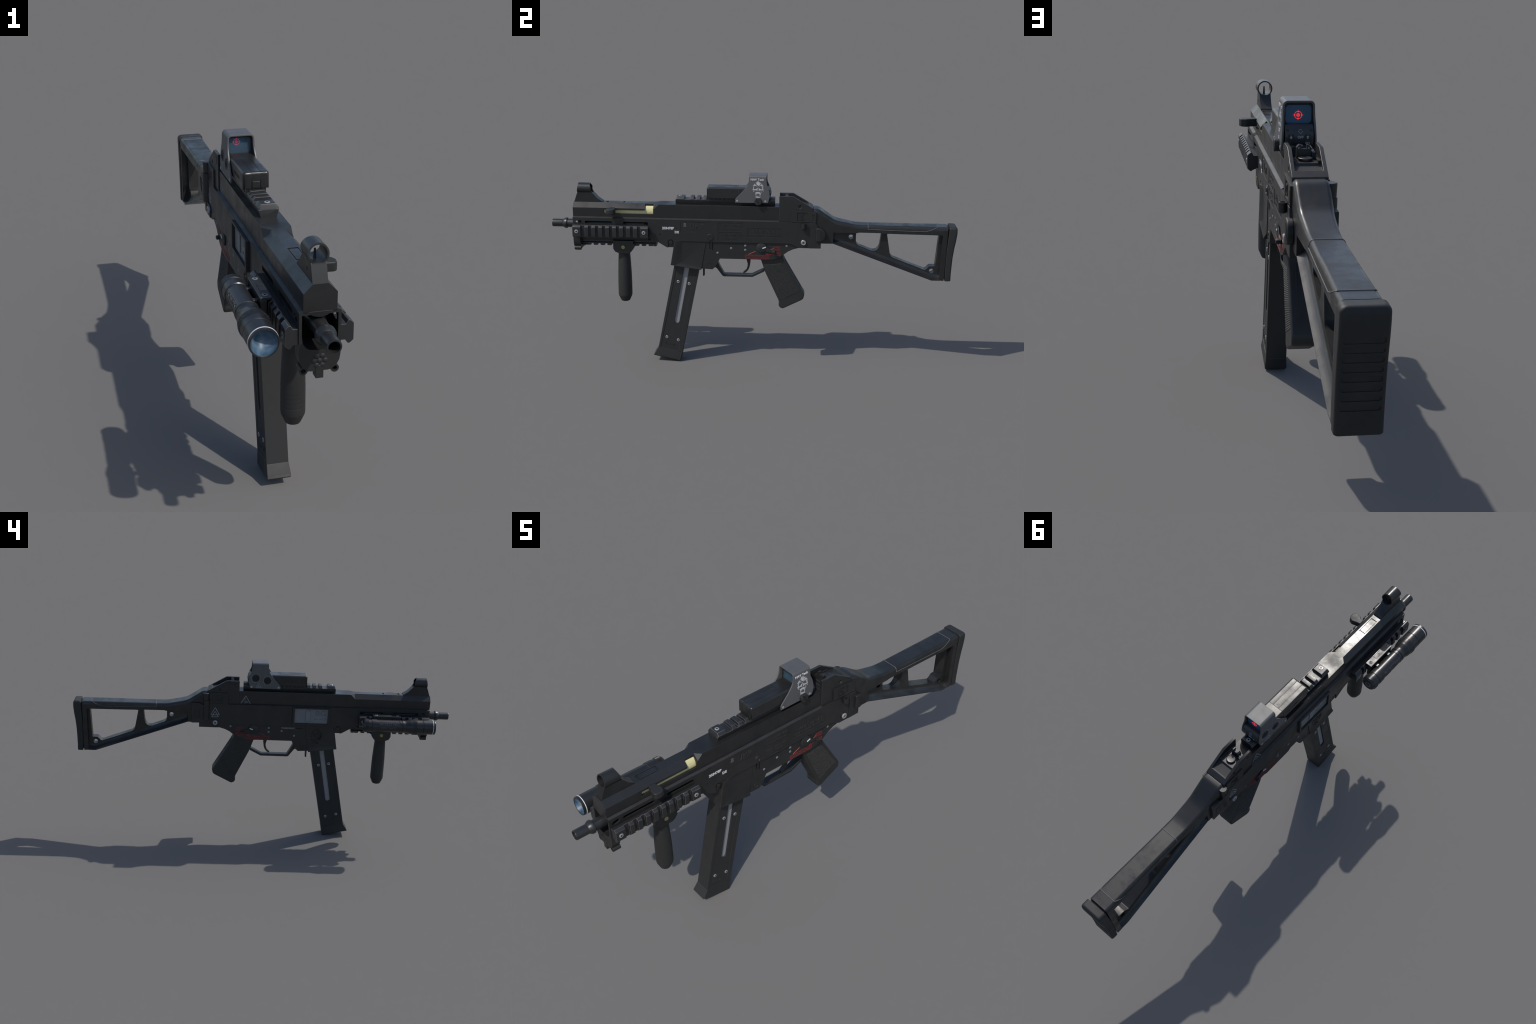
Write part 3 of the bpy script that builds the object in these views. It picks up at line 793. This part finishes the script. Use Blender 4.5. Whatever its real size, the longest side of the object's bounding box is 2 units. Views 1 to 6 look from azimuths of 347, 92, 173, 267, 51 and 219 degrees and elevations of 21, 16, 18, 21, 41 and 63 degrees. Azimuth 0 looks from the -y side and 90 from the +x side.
# warning triangles on the left
def triangle_mark(name, a, b, c, w, x0, x1, mat, parent, fill=0, seed=1):
    objs = [prism_x(name, band(p, q, w), x0, x1, mat, parent, bevel=-1) for p, q in ((a, b), (b, c), (c, a))]
    rnd = random.Random(seed)
    for i in range(fill):
        u, v = rnd.random(), rnd.random()
        if u + v > 1:
            u, v = 1 - u, 1 - v
        m = Vector((sum(p[0] for p in (a, b, c)) / 3, sum(p[1] for p in (a, b, c)) / 3))
        p = Vector(a) * u + Vector(b) * v + Vector(c) * (1 - u - v)
        p = m + (p - m) * 0.66
        objs.append(prism_x(name, band(tuple(p), (p.x + rnd.uniform(0.003, 0.010), p.y - rnd.uniform(-0.004, 0.006)), w * 0.5), x0, x1, mat, parent, bevel=-1))
    o = join(objs, name)
    return o
xu = CX - 0.0425
triangle_mark('warning_triangle', (0.0950, 0.7955), (0.1210, 0.7515), (0.0695, 0.7520), 0.0026, xu - 0.0006, xu + 0.0005, PALE, upper, 12, 4)
triangle_mark('maker_triangle', (0.2540, 0.7290), (0.2765, 0.6885), (0.2310, 0.6890), 0.0028, xl - 0.0006, xl + 0.0005, PALE, mid)
triangle_mark('maker_triangle', (0.2540, 0.7085), (0.2720, 0.6772), (0.2355, 0.6778), 0.0028, xl - 0.0007, xl + 0.0004, PALE, mid)

# ================================================================= top rail
top_rail = make_rail('sight_rail', -0.380, 0.108, (-0.3365, -0.3075), 0.0315, 0.0185, 12, 0.080, 0.0395, 0.0300, 0.0235, lambda o, a, y: (CX + a, y, 0.8195 + o), ROOT, k=0.03, nose=0.006)
tb = socket_screw('rail_bolt', 0.0088, 0.0022, STEEL, top_rail)
place(tb, [frame('top', (CX, -0.3591, 0.8588)), frame('top', (CX, 0.094, 0.8588))], top_rail)

# ================================================================= holographic sight
sight = box('holographic_sight', CX - 0.031, CX + 0.031, -0.222, 0.072, 0.8385, 0.8665, RAILM, bevel=0.0015)
def arch(y, hw, zt, zb, r):
    p = []
    for cx, a in ((hw - r, 0), (-hw + r, 90)):
        p += [(CX + q[0], y, q[1]) for q in arc(cx, zt - r, r, a, a + 90, 4)]
    return p + [(CX - hw, y, zb), (CX + hw, y, zb)]
R0 = 0.0080
batt = loft('battery_box', [arch(-0.2250 + R0 * (1 - math.cos(t)), 0.0402 - R0 * (1 - math.sin(t)), 0.9112 - R0 * (1 - math.sin(t)), 0.8590 + 0.3 * R0 * (1 - math.sin(t)), R0 * (0.35 + 0.65 * math.sin(t)))
                            for t in (0.0, 0.4, 0.8, 1.2, math.pi / 2)] + [arch(0.060, 0.0402, 0.9112, 0.8590, R0)], UPPER, sight, bevel=-1)
cut(batt, [box('c', CX + s * 0.0135 - 0.0009, CX + s * 0.0135 + 0.0009, -0.24, -0.070, 0.9100, 0.93, None) for s in (1, -1)] +
          [box('c', CX - 0.05, CX + 0.05, -0.0715, -0.0697, 0.9100, 0.93, None)] +
          [box('c', CX + s * 0.0135 - 0.0009, CX + s * 0.0135 + 0.0009, -0.24, -0.2238, 0.85, 0.93, None) for s in (1, -1)] +
          [prism_y('c', [(CX + s * 0.0395, 0.87), (CX + s * 0.05, 0.87), (CX + s * 0.05, 0.93), (CX + s * 0.0395, 0.93)], -0.0715, -0.0697, None, bevel=-1) for s in (1, -1)])
finish(batt, 0.0, smooth=40)
box('latch', CX - 0.011, CX + 0.011, -0.2262, -0.22, 0.863, 0.882, UPPER, sight, bevel=0.001)
star = [(CX + (0.008 if i % 2 else 0.0045) * math.cos(math.pi * i / 4), -0.085 + (0.008 if i % 2 else 0.0045) * math.sin(math.pi * i / 4)) for i in range(8)]
prism_z('latch_mark', star, 0.9107, 0.9118, RAILM, sight)
lettering('case_lettering', 'NAV TECH', 'left', (CX - 0.0402, -0.135, 0.882), 0.010, UPPER, sight, 0.0008, 0.075)
for s in (1, -1):
    for k in range(7):
        a = sorted((CX + s * 0.0300, CX + s * 0.0318))
        box('base_slot', a[0], a[1], -0.208 + k * 0.021, -0.196 + k * 0.021, 0.846, 0.8535, DARK, sight)

# hood: thin shell with a window, sides flare towards the base
side = [(-0.0190, 0.9745), (-0.0195, 0.944), (-0.0235, 0.930), (-0.0300, 0.918), (-0.0470, 0.896), (-0.0770, 0.865), (-0.0850, 0.855), (-0.0850, 0.8385),
        (0.0750, 0.8400), (0.0840, 0.870), (0.0815, 0.895), (0.0780, 0.910), (0.0690, 0.930), (0.0670, 0.945), (0.0670, 0.9745)]
hood = prism_x('hood', side, CX - 0.06, CX + 0.06, HOODM, sight, bevel=-1)
def hood_section(t, grow=0.0):
    tb, bb, zt, zb, r = 0.0432 - t, 0.0492 - t, 0.9745 - t, 0.80, 0.0125 - t * 0.8
    p = []
    for cx, a in ((tb - r, 0), (-tb + r, 90)):
        p += [(CX + q[0], q[1]) for q in arc(cx, zt - r, r, a, a + 90, 6)]
    w = bb + (bb - tb) * (0.84 - zb) / 0.13
    p += [(CX - w, zb), (CX + w, zb)]
    return p
outer = prism_y('c', hood_section(0.0), -0.2, 0.2, None, bevel=-1)
cut(hood, [outer], 'INTERSECT')
cut(hood, [prism_y('c', hood_section(0.0055), -0.2, 0.2, None, bevel=-1)])
finish(hood, 0.0012, 2)
# inner liner holding the pane
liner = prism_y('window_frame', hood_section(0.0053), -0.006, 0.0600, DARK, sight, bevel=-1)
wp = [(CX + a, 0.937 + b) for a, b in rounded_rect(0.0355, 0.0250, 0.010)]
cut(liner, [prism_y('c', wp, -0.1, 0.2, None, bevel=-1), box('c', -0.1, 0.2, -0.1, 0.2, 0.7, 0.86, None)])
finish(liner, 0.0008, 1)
gp = [(CX + a, 0.937 + b) for a, b in rounded_rect(0.0360, 0.0256, 0.010)]
prism_y('sight_pane', gp, 0.0535, 0.0560, GLASS, sight)
prism_y('objective_pane', gp, -0.0020, 0.0000, CLEAR, sight)
def reticle(y0, y1, c, k):
    objs = []
    ring = revolve('reticle', [(y0, 0.0090 * k), (y0, 0.0108 * k), (y1, 0.0108 * k), (y1, 0.0090 * k), (y0, 0.0090 * k)], (c[0], 0, c[1]), 'y', RETICLE, sight, n=28, cap=False)
    objs.append(ring)
    objs.append(revolve('reticle', [(y0, 0.0052 * k), (y1, 0.0052 * k)], (c[0], 0, c[1]), 'y', RETICLE, sight, n=20))
    for a in range(4):
        t = math.radians(90 * a)
        ux, uz = math.cos(t), math.sin(t)
        pts = [(c[0] + ux * 0.0146 * k, c[1] + uz * 0.0146 * k), (c[0] + ux * 0.0075 * k - uz * 0.0022 * k, c[1] + uz * 0.0075 * k + ux * 0.0022 * k),
               (c[0] + ux * 0.0075 * k + uz * 0.0022 * k, c[1] + uz * 0.0075 * k - ux * 0.0022 * k)]
        objs.append(prism_y('reticle', pts, y0, y1, RETICLE, sight, bevel=-1))
    return join(objs, 'reticle')
reticle(0.0528, 0.0567, (CX + 0.0005, 0.9345), 1.0)
# control panel under the window
cp = prism_x('control_panel', [(0.040, 0.860), (0.0800, 0.858), (0.0865, 0.872), (0.0875, 0.886), (0.0800, 0.906), (0.0720, 0.9125), (0.040, 0.9125)], CX - 0.0385, CX + 0.0385, PANELM, sight, bevel=0.0016)
def panel_pt(z):
    return 0.0875 if z < 0.872 else 0.0875 - max(0.0, (z - 0.886)) * 0.375
for s, g in ((1, 'v'), (-1, '^')):
    bx = prism_y('button', [(CX + s * 0.0225 + a, 0.8800 + b) for a, b in rounded_rect(0.0078, 0.0075, 0.0012)], 0.086, 0.0884, UPPER, cp, bevel=0.0006)
    up = -1 if s > 0 else 1
    pts = [(-0.0014, -0.0045), (0.0014, -0.0045), (0.0014, 0.0002), (0.0044, 0.0002), (0.0, 0.0048), (-0.0044, 0.0002), (-0.0014, 0.0002)]
    prism_y('arrow_mark', [(CX + s * 0.0225 + a, 0.8800 + up * b) for a, b in pts], 0.0880, 0.0889, TICK, bx)
lettering('panel_lettering', 'OFF', 'rear', (CX - 0.0030, 0.0875, 0.8800), 0.0068, TICK, cp, 0.0008, 0.0165, bold=0.0002)
lettering('panel_lettering', 'ON', 'rear', (CX - 0.0225, 0.0826, 0.8640), 0.0062, TICK, cp, 0.0010, 0.0120, bold=0.0002, lean=25)
for i in range(8):
    t = math.radians(45 * i)
    c = (CX - 0.0025 + 0.0048 * math.cos(t), 0.8952 + 0.0048 * math.sin(t))
    prism_y('brightness_mark', disc_poly(c[0], c[1], 0.0011, 8), 0.079, panel_pt(c[1]) + 0.0018, TICK, cp)
for s in (1, -1):
    revolve('panel_screw', [(0.074, 0.0042), (0.0838, 0.0042), (0.0845, 0.003), (0.0838, 0.0018)], (CX + s * 0.0325, 0, 0.8975), 'y', RAILM, cp, n=16)
# side fittings of the hood
def hood_hw(z):
    return 0.0432 + (0.0492 - 0.0432) * min(1.0, (0.9745 - z) / 0.1345)
knob = revolve('clamp_knob', [(CX + 0.045, 0.0175), (CX + 0.0545, 0.0180), (CX + 0.0610, 0.0180), (CX + 0.0625, 0.0165), (CX + 0.0625, 0.0001)], (0, 0.0275, 0.8485), 'x', RUBBER, sight, n=32, bevel=-1)
cut(knob, [prism_x('c', band((0.0145, 0.868), (0.0405, 0.829), 0.0075), CX + 0.0575, CX + 0.08, None, bevel=-1)])
finish(knob, 0.0008, 2)
hs = revolve('hood_screw', [(-0.001, 0.0055), (0.0010, 0.0055), (0.0016, 0.0042), (0.0016, 0.0001)], (0, 0, 0), 'z', STEEL, sight, n=18)
hz = 0.8480
place(hs, [frame('right', (CX + hood_hw(hz), y, hz)) for y in (-0.0745, 0.0628)] + [frame('left', (CX - hood_hw(hz), y, hz)) for y in (-0.0745, 0.0680)], sight)
for cy, cz in ((0.0470, 0.8940), (-0.0150, 0.8825)):
    xo = CX - hood_hw(cz)
    dl = revolve('adjuster_dial', [(xo - 0.0012, 0.0168), (xo - 0.0012, 0.0195), (xo + 0.0015, 0.0200)], (0, cy, cz), 'x', UPPER, sight, n=32, cap=False)
    revolve('adjuster_face', [(xo - 0.0008, 0.0178), (xo - 0.0014, 0.0095), (xo - 0.0032, 0.0085), (xo - 0.0034, 0.0045), (xo - 0.0020, 0.0035), (xo - 0.0020, 0.0001)], (0, cy, cz), 'x', DARK, dl, n=28)
    for i in range(16):
        t = 2 * math.pi * i / 16
        py, pz = cy + 0.0228 * math.cos(t), cz + 0.0228 * math.sin(t)
        q = CX - hood_hw(pz)
        o = prism_x('dial_tick', disc_poly(py, pz, 0.0015, 8), q - 0.0007, q + 0.002, TICK, dl)
xm = CX - hood_hw(0.853)
triangle_mark('laser_triangle', (0.0310, 0.8680), (0.0455, 0.8445), (0.0160, 0.8450), 0.0018, xm - 0.0012, xm + 0.003, PALE, sight)
prism_x('laser_dot', disc_poly(0.0310, 0.8520, 0.0034, 12), xm - 0.0011, xm + 0.003, PALE, sight)

# white decal on the right of the hood: lettering and a plain skull-like splash
lettering('decal_lettering', 'NAV Tech', 'right', (CX + hood_hw(0.955) + 0.0001, 0.0218, 0.9545), 0.0105, WHITE, sight, 0.0007, 0.0640, bold=0.0003, lean=-2.5)
decal = []
def patch(pts, mir=True):
    for m in ((1, -1) if mir else (1,)):
        q = [(0.0265 + m * a, 0.912 + b) for a, b in pts]
        zc = sum(p[1] for p in q) / len(q)
        o = loft('decal_skull', [[(CX + hood_hw(z) - 0.0015, y, z) for y, z in q], [(CX + hood_hw(z) + 0.0006, y, z) for y, z in q]], DECAL, sight, bevel=-1)
        decal.append(o)
patch([(-0.0085, 0.029), (-0.0045, 0.035), (-0.001, 0.032), (0.004, 0.034), (0.0065, 0.028), (0.0105, 0.026), (0.009, 0.018), (0.0045, 0.013), (0.001, 0.0115), (-0.004, 0.016), (-0.0095, 0.020)], False)
patch([(0.014, 0.020), (0.021, 0.0165), (0.0265, 0.011), (0.022, 0.0120), (0.013, 0.0125), (0.004, 0.0085), (0.009, 0.0145), (0.0125, 0.016)])
patch([(0.0008, 0.0065), (0.003, 0.0015), (0.010, -0.0040), (0.026, -0.0055), (0.028, -0.0085), (0.018, -0.0100), (0.0085, -0.0085), (0.0035, -0.014), (0.0030, -0.006)])
patch([(0.021, 0.008), (0.0245, 0.006), (0.0235, -0.005), (0.0205, -0.005)])
patch([(0.0, -0.018), (0.008, -0.0185), (0.0130, -0.0245), (0.0110, -0.034), (0.0090, -0.034), (0.0085, -0.027), (0.0060, -0.0255), (0.005, -0.031), (0.0035, -0.026), (0.0, -0.0250)])
patch([(0.0, -0.040), (0.006, -0.042), (0.0095, -0.040), (0.0115, -0.047), (0.006, -0.045), (0.0045, -0.0505), (0.0, -0.0500)])
skull = join(decal, 'decal_skull')
def skull_zone(r):
    a, q = r.uniform(0, 6.283), r.uniform(0.72, 1.0)
    return (0.0265 + 0.0270 * q * math.cos(a) * (1 if math.sin(a) > -0.3 else 0.72), 0.905 + 0.0420 * q * math.sin(a), 1)
sp = splatter('decal_splash', skull_zone, 90, 0.0005, 0.0020, CX + 0.035, CX + 0.0472, DECAL, sight, 11)
for v in sp.data.vertices:
    v.co.x = CX + hood_hw(v.co.z) + (0.0006 if v.co.x > CX + 0.04 else -0.002)

# ================================================================= torch with mount
TX, TZ = -0.1005, 0.6865
torch = revolve('flashlight', [(-0.8985, 0.0335), (-0.9005, 0.0350), (-0.9005, 0.0368), (-0.8970, 0.0382), (-0.838, 0.0385), (-0.8365, 0.0372), (-0.835, 0.0385), (-0.806, 0.0388), (-0.804, 0.0400), (-0.784, 0.0402), (-0.781, 0.0385), (-0.772, 0.0385),
                               (-0.764, 0.0375), (-0.750, 0.0325), (-0.742, 0.0318), (-0.735, 0.0330), (-0.728, 0.0335), (-0.727, 0.0315), (-0.719, 0.0315), (-0.718, 0.0335), (-0.712, 0.0335), (-0.710, 0.0320),
                               (-0.596, 0.0320), (-0.594, 0.0345), (-0.566, 0.0345), (-0.565, 0.0325), (-0.553, 0.0325), (-0.552, 0.0342), (-0.530, 0.0340), (-0.527, 0.0318), (-0.522, 0.0285), (-0.5215, 0.0001)],
                (TX, 0, TZ), 'y', TORCH, n=48, smooth=35, cap=False)
revolve('reflector_cup', [(-0.8985, 0.0335), (-0.8960, 0.0322), (-0.8850, 0.0270), (-0.8730, 0.0170), (-0.8690, 0.0060), (-0.8690, 0.0001)], (TX, 0, TZ), 'y', LENS, torch, n=48, cap=False)
revolve('bezel_stripe', [(-0.8895, 0.0380), (-0.8893, 0.0391), (-0.8862, 0.0391), (-0.8860, 0.0380)], (TX, 0, TZ), 'y', WHITE, torch, n=48, cap=False)
# knurled bands: small studs in a diamond pattern
def knurl(y0, y1, rad, rows, cols):
    v, f = [], []
    for i in range(rows):
        for j in range(cols):
            a = 2 * math.pi * (j + 0.5 * (i % 2)) / cols
            y = y0 + (y1 - y0) * (i + 0.5) / rows
            er, et = Vector((math.cos(a), 0, math.sin(a))), Vector((-math.sin(a), 0, math.cos(a)))
            c = Vector((TX, y, TZ))
            hy, ht = (y1 - y0) / rows * 0.75, math.pi * rad / cols * 0.75
            b = len(v)
            for dy, dt in ((hy, 0), (0, ht), (-hy, 0), (0, -ht)):
                v.append(c + er * (rad - 0.0004) + Vector((0, dy, 0)) + et * dt)
            v.append(c + er * (rad + 0.0017))
            f += [(b + k, b + (k + 1) % 4, b + 4) for k in range(4)]
    o = new_obj('knurling', v, f, TORCH, torch)
    o['kind'] = 'stuff'
knurl(-0.804, -0.784, 0.0401, 6, 52)
knurl(-0.551, -0.531, 0.0340, 6, 46)
# switch ring mark on the tail
def tail_mark():
    secs = []
    for i in range(22):
        a = math.radians(115 + 310 * i / 21)
        ring = []
        for r, y in ((0.0105, -0.5220), (0.0130, -0.5220), (0.0130, -0.5205), (0.0105, -0.5205)):
            ring.append((TX - r * math.cos(a), y, TZ + r * math.sin(a)))
        secs.append(ring)
    loft('switch_mark', secs, PALE, torch)
    box('switch_mark', TX - 0.0012, TX + 0.0012, -0.522, -0.5205, TZ + 0.004, TZ + 0.0135, PALE, torch)
tail_mark()
# lettering wrapped on the torch body
def wrap_text(body, ymid, ang, height, width, name):
    o = lettering(name, body, 'left', (0, ymid, 0), height, SEAM, torch, 0.0005, width, bold=0.0002)
    for v in o.data.vertices:
        a = math.radians(ang) - v.co.z / 0.0324
        r = 0.0325 - v.co.x
        v.co = Vector((TX - r * math.sin(a), v.co.y, TZ + r * math.cos(a)))
wrap_text('WORSTFIRE', -0.655, 58, 0.0150, 0.112, 'torch_lettering')
wrap_text('E2DZ  NAVT', -0.652, 92, 0.0075, 0.082, 'torch_lettering')
# mount: clamp plate over the left rail with two posts to the torch
mount = box('torch_mount', -0.0690, -0.0370, -0.7240, -0.5785, 0.7185, 0.7275, RAILM, torch, bevel=0.0016)
cut(mount, [box('c', -0.0585, -0.0425, y0, y0 + 0.0235, 0.7265, 0.74, None) for y0 in (-0.6780, -0.6500)])
finish(mount, 0.0006, 1)
for y0 in (-0.6780, -0.6500):
    box('mount_pad', -0.0572, -0.0438, y0 + 0.0013, y0 + 0.0222, 0.7255, 0.7277, RAILM, mount)
box('mount_jaw', -0.0680, -0.0500, -0.7230, -0.5795, 0.655, 0.7190, RAILM, torch, bevel=0.0016)
for y0 in (-0.700, -0.622):
    box('mount_post', -0.092, -0.060, y0, y0 + 0.016, 0.674, 0.712, RAILM, torch, bevel=0.0016)
mb = socket_screw('mount_bolt', 0.0080, 0.0018, GREYP, torch, bore=0.5)
place(mb, [frame('top', (-0.0523, y, 0.7275)) for y in (-0.5965, -0.7085)], torch)

# ================================================================= folding stock
def bar_section(y, zt, zb, hw):
    """Bar with softly rounded shoulders."""
    half = [(hw * k, dz) for k, dz in ((0.70, 0.0), (0.80, -0.0008), (0.88, -0.0030), (0.945, -0.0075), (0.982, -0.0135), (1.0, -0.0220))]
    pts = [(CX + a, y, zt + dz) for a, dz in half] + [(CX + hw, y, zb), (CX - hw, y, zb)]
    return pts + [(CX - a, y, zt + dz) for a, dz in reversed(half)]
neck = [(0.2965, 0.8150, 0.0475), (0.3120, 0.8148, 0.0475), (0.3220, 0.8125, 0.0475), (0.3320, 0.8070, 0.0474), (0.3600, 0.7885, 0.0470), (0.3840, 0.7725, 0.0465), (0.3972, 0.7648, 0.0462)]
bar_ = [(0.3972, 0.7648, 0.0462), (0.4080, 0.7602, 0.0459), (0.4220, 0.7560, 0.0455), (0.4550, 0.7487, 0.0446), (0.4850, 0.7425, 0.0437), (0.5020, 0.7397, 0.0433), (0.5200, 0.7382, 0.0430),
        (0.5650, 0.7375, 0.0428), (0.75, 0.7370, 0.0440), (0.953, 0.7365, 0.0462)]
stock = loft('stock', [bar_section(y, z, 0.643, h) for y, z, h in neck] + [bar_section(y, z, 0.699 - max(0, y - 0.6) * 0.006, h) for y, z, h in bar_], STOCKM, bevel=-1)
bm = bmesh.new(); bm.from_mesh(stock.data)
bmesh.ops.remove_doubles(bm, verts=bm.verts, dist=1e-6)
bmesh.ops.recalc_face_normals(bm, faces=bm.faces)
bm.to_mesh(stock.data); bm.free()
web = prism_x('c', [(0.392, 0.712), (0.392, 0.644), (0.398, 0.6425), (0.886, 0.4665), (0.940, 0.4670), (0.950, 0.49), (0.950, 0.712)], CX - 0.0218, CX + 0.0218, None, bevel=-1)
def flange_sec(p, n):
    prof = [(0.0450, 0.0), (0.0455, 0.0040), (0.0385, 0.0090), (0.0315, 0.0140), (0.0260, 0.0195), (0.0218, 0.0270)]
    P = [(CX + a, p[0] + n[0] * t, p[1] + n[1] * t) for a, t in prof]
    return P + [(2 * CX - x, y, z) for x, y, z in reversed(P)]
nrm = Vector((0.176, 0.488)).normalized()
flange = loft('c', [flange_sec((0.3950, 0.6433), nrm), flange_sec((0.886, 0.4663), Vector((0.10, 0.5)).normalized()), flange_sec((0.942, 0.4668), (0, 1))], None, bevel=-1)
rear = prism_x('c', [(0.9310, 0.720), (0.9235, 0.490), (0.921, 0.468), (0.9455, 0.4665), (0.9475, 0.50), (0.9530, 0.72)], CX - 0.0462, CX + 0.0462, None, bevel=-1)
cut(stock, [web, flange, rear], 'UNION')
w1 = [(0.509, 0.690), (0.515, 0.699), (0.523, 0.7015), (0.627, 0.701), (0.632, 0.697), (0.633, 0.689), (0.626, 0.633), (0.622, 0.622), (0.612, 0.610), (0.602, 0.6060), (0.589, 0.606), (0.524, 0.631), (0.513, 0.639), (0.509, 0.652)]
w2 = [(0.6610, 0.689), (0.6660, 0.6975), (0.672, 0.699), (0.9155, 0.6955), (0.9035, 0.534), (0.8770, 0.5335), (0.869, 0.5275), (0.860, 0.5170), (0.852, 0.5140), (0.695, 0.5725), (0.684, 0.581), (0.678, 0.594)]
cut(stock, [prism_x('c', w, CX - 0.1, CX + 0.1, None, bevel=-1) for w in (w1, w2, disc_poly(0.4845, 0.6735, 0.0118, 24), disc_poly(0.8865, 0.5090, 0.0118, 24))])
finish(stock, 0.0014, 2, angle=40, smooth=42)
# pale raised lines that edge the cheek piece
def over_bar(y, off=0.0):
    hw = 0.0428 if y < 0.6 else 0.0450
    zt = 0.7375 if y < 0.6 else 0.7368
    half = [(hw * k, dz) for k, dz in ((0.70, 0.0), (0.80, -0.0008), (0.88, -0.0030), (0.945, -0.0075), (0.982, -0.0135), (1.0, -0.0200))]
    pts = [(a, zt + dz) for a, dz in half]
    full = [(CX - a, z) for a, z in reversed(pts)] + [(CX + a, z) for a, z in pts]
    return full
def strip(name, curve, width_vec, mat, lift=0.0009):
    """Small raised bead along a 3D polyline."""
    cu = bpy.data.curves.new(name, 'CURVE')
    cu.dimensions = '3D'
    cu.bevel_depth = width_vec
    cu.bevel_resolution = 1
    s = cu.splines.new('POLY')
    s.points.add(len(curve) - 1)
    for p, q in zip(s.points, curve):
        p.co = (*q, 1)
    t = bpy.data.objects.new(name, cu)
    COL.objects.link(t)
    dg = bpy.context.evaluated_depsgraph_get()
    me = bpy.data.meshes.new_from_object(t.evaluated_get(dg))
    bpy.data.objects.remove(t)
    bpy.data.curves.remove(cu)
    me.materials.clear()
    me.materials.append(mat)
    me.name = name
    o = bpy.data.objects.new(name, me)
    COL.objects.link(o)
    o.parent = stock
    return o
strip('cheek_seam', [(x, 0.566, z) for x, z in over_bar(0.566)], 0.0019, SEAM)
def bar_hw(y):
    pts = ((0.515, 0.043), (0.565, 0.0428), (0.75, 0.0440), (0.951, 0.0462))
    for (a, p), (b, q) in zip(pts, pts[1:]):
        if a <= y <= b:
            return p + (q - p) * (y - a) / (b - a)
    return pts[-1][1]
for s in (1, -1):
    path = [(CX + s * bar_hw(y), y, z) for y, z in ((0.566, 0.7185), (0.70, 0.7150), (0.846, 0.7135))]
    path += [(CX + s * 0.0448, 0.872, 0.7215), (CX + s * 0.0420, 0.892, 0.7310), (CX + s * 0.0370, 0.905, 0.7362)]
    strip('cheek_seam', path, 0.0017, SEAM)
strip('cheek_seam', [(CX - 0.037, 0.905, 0.7367), (CX + 0.037, 0.905, 0.7367)], 0.0017, SEAM)

# butt pad
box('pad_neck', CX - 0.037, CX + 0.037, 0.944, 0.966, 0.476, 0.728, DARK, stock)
pad_back = [(0.9990, 0.7400), (0.9998, 0.7200), (0.9998, 0.7050), (0.9960, 0.672), (0.9890, 0.630), (0.9840, 0.585), (0.9815, 0.540), (0.9800, 0.500), (0.9800, 0.4675)]
def back_y(z):
    for (a, za), (b, zb) in zip(pad_back, pad_back[1:]):
        if zb <= z <= za:
            return a + (b - a) * (za - z) / (za - zb)
    return pad_back[-1][0]
pad_front = [(0.9620, 0.7390), (0.9600, 0.715), (0.9530, 0.640), (0.9500, 0.520), (0.9510, 0.4655)]
def front_y(z):
    for (a, za), (b, zb) in zip(pad_front, pad_front[1:]):
        if zb <= z <= za:
            return a + (b - a) * (za - z) / (za - zb)
    return pad_front[0][0]
def pad_sec(z, shrink=0.0, zz=None):
    f, b, h = front_y(z) + shrink * 0.15, back_y(z) - shrink * 0.8, 0.0498 - shrink
    p = []
    for cx, cy, r, a in ((h, b, 0.0085, 0), (-h, b, 0.0085, 90), (-h, f, 0.0030, 180), (h, f, 0.0030, 270)):
        sx, sy = (1 if cx > 0 else -1), (1 if cy == b else -1)
        p += [(CX + q[0], q[1]) for q in arc(cx - sx * r, cy - sy * r, r, a, a + 90, 5)]
    return [(x, y, zz if zz else z) for x, y in p]
RT = 0.0130
zs = [0.4660, 0.4680, 0.500, 0.540, 0.585, 0.630, 0.672, 0.705, 0.7130, 0.7200]
pad = loft('butt_pad', [pad_sec(0.468, 0.002, 0.4655)] + [pad_sec(z) for z in zs[1:]] +
           [pad_sec(0.7390 - RT + RT * math.sin(t) * 0.9, RT * (1 - math.cos(t)), 0.7395 - RT + RT * math.sin(t)) for t in (0.0, 0.35, 0.7, 1.0, 1.25, math.pi / 2)], RUBBER, stock, bevel=-1)
gc = []
for i in range(8):
    z = 0.6695 - i * 0.0207
    prof = [(CX + q[0], z + q[1]) for q in rounded_rect(0.0410, 0.0062, 0.0060, 5)]
    y = back_y(z)
    gc.append(prism_y('c', prof, y - 0.0022, y + 0.02, None, bevel=-1))
cut(pad, gc)
finish(pad, 0.0, smooth=42)

# ================================================================= tidy the hierarchy: thing > part > sub-part
def depth(o):
    d = 0
    while o.parent:
        o, d = o.parent, d + 1
    return d
for o in list(bpy.data.objects):
    while depth(o) > 2:
        o.parent = o.parent.parent
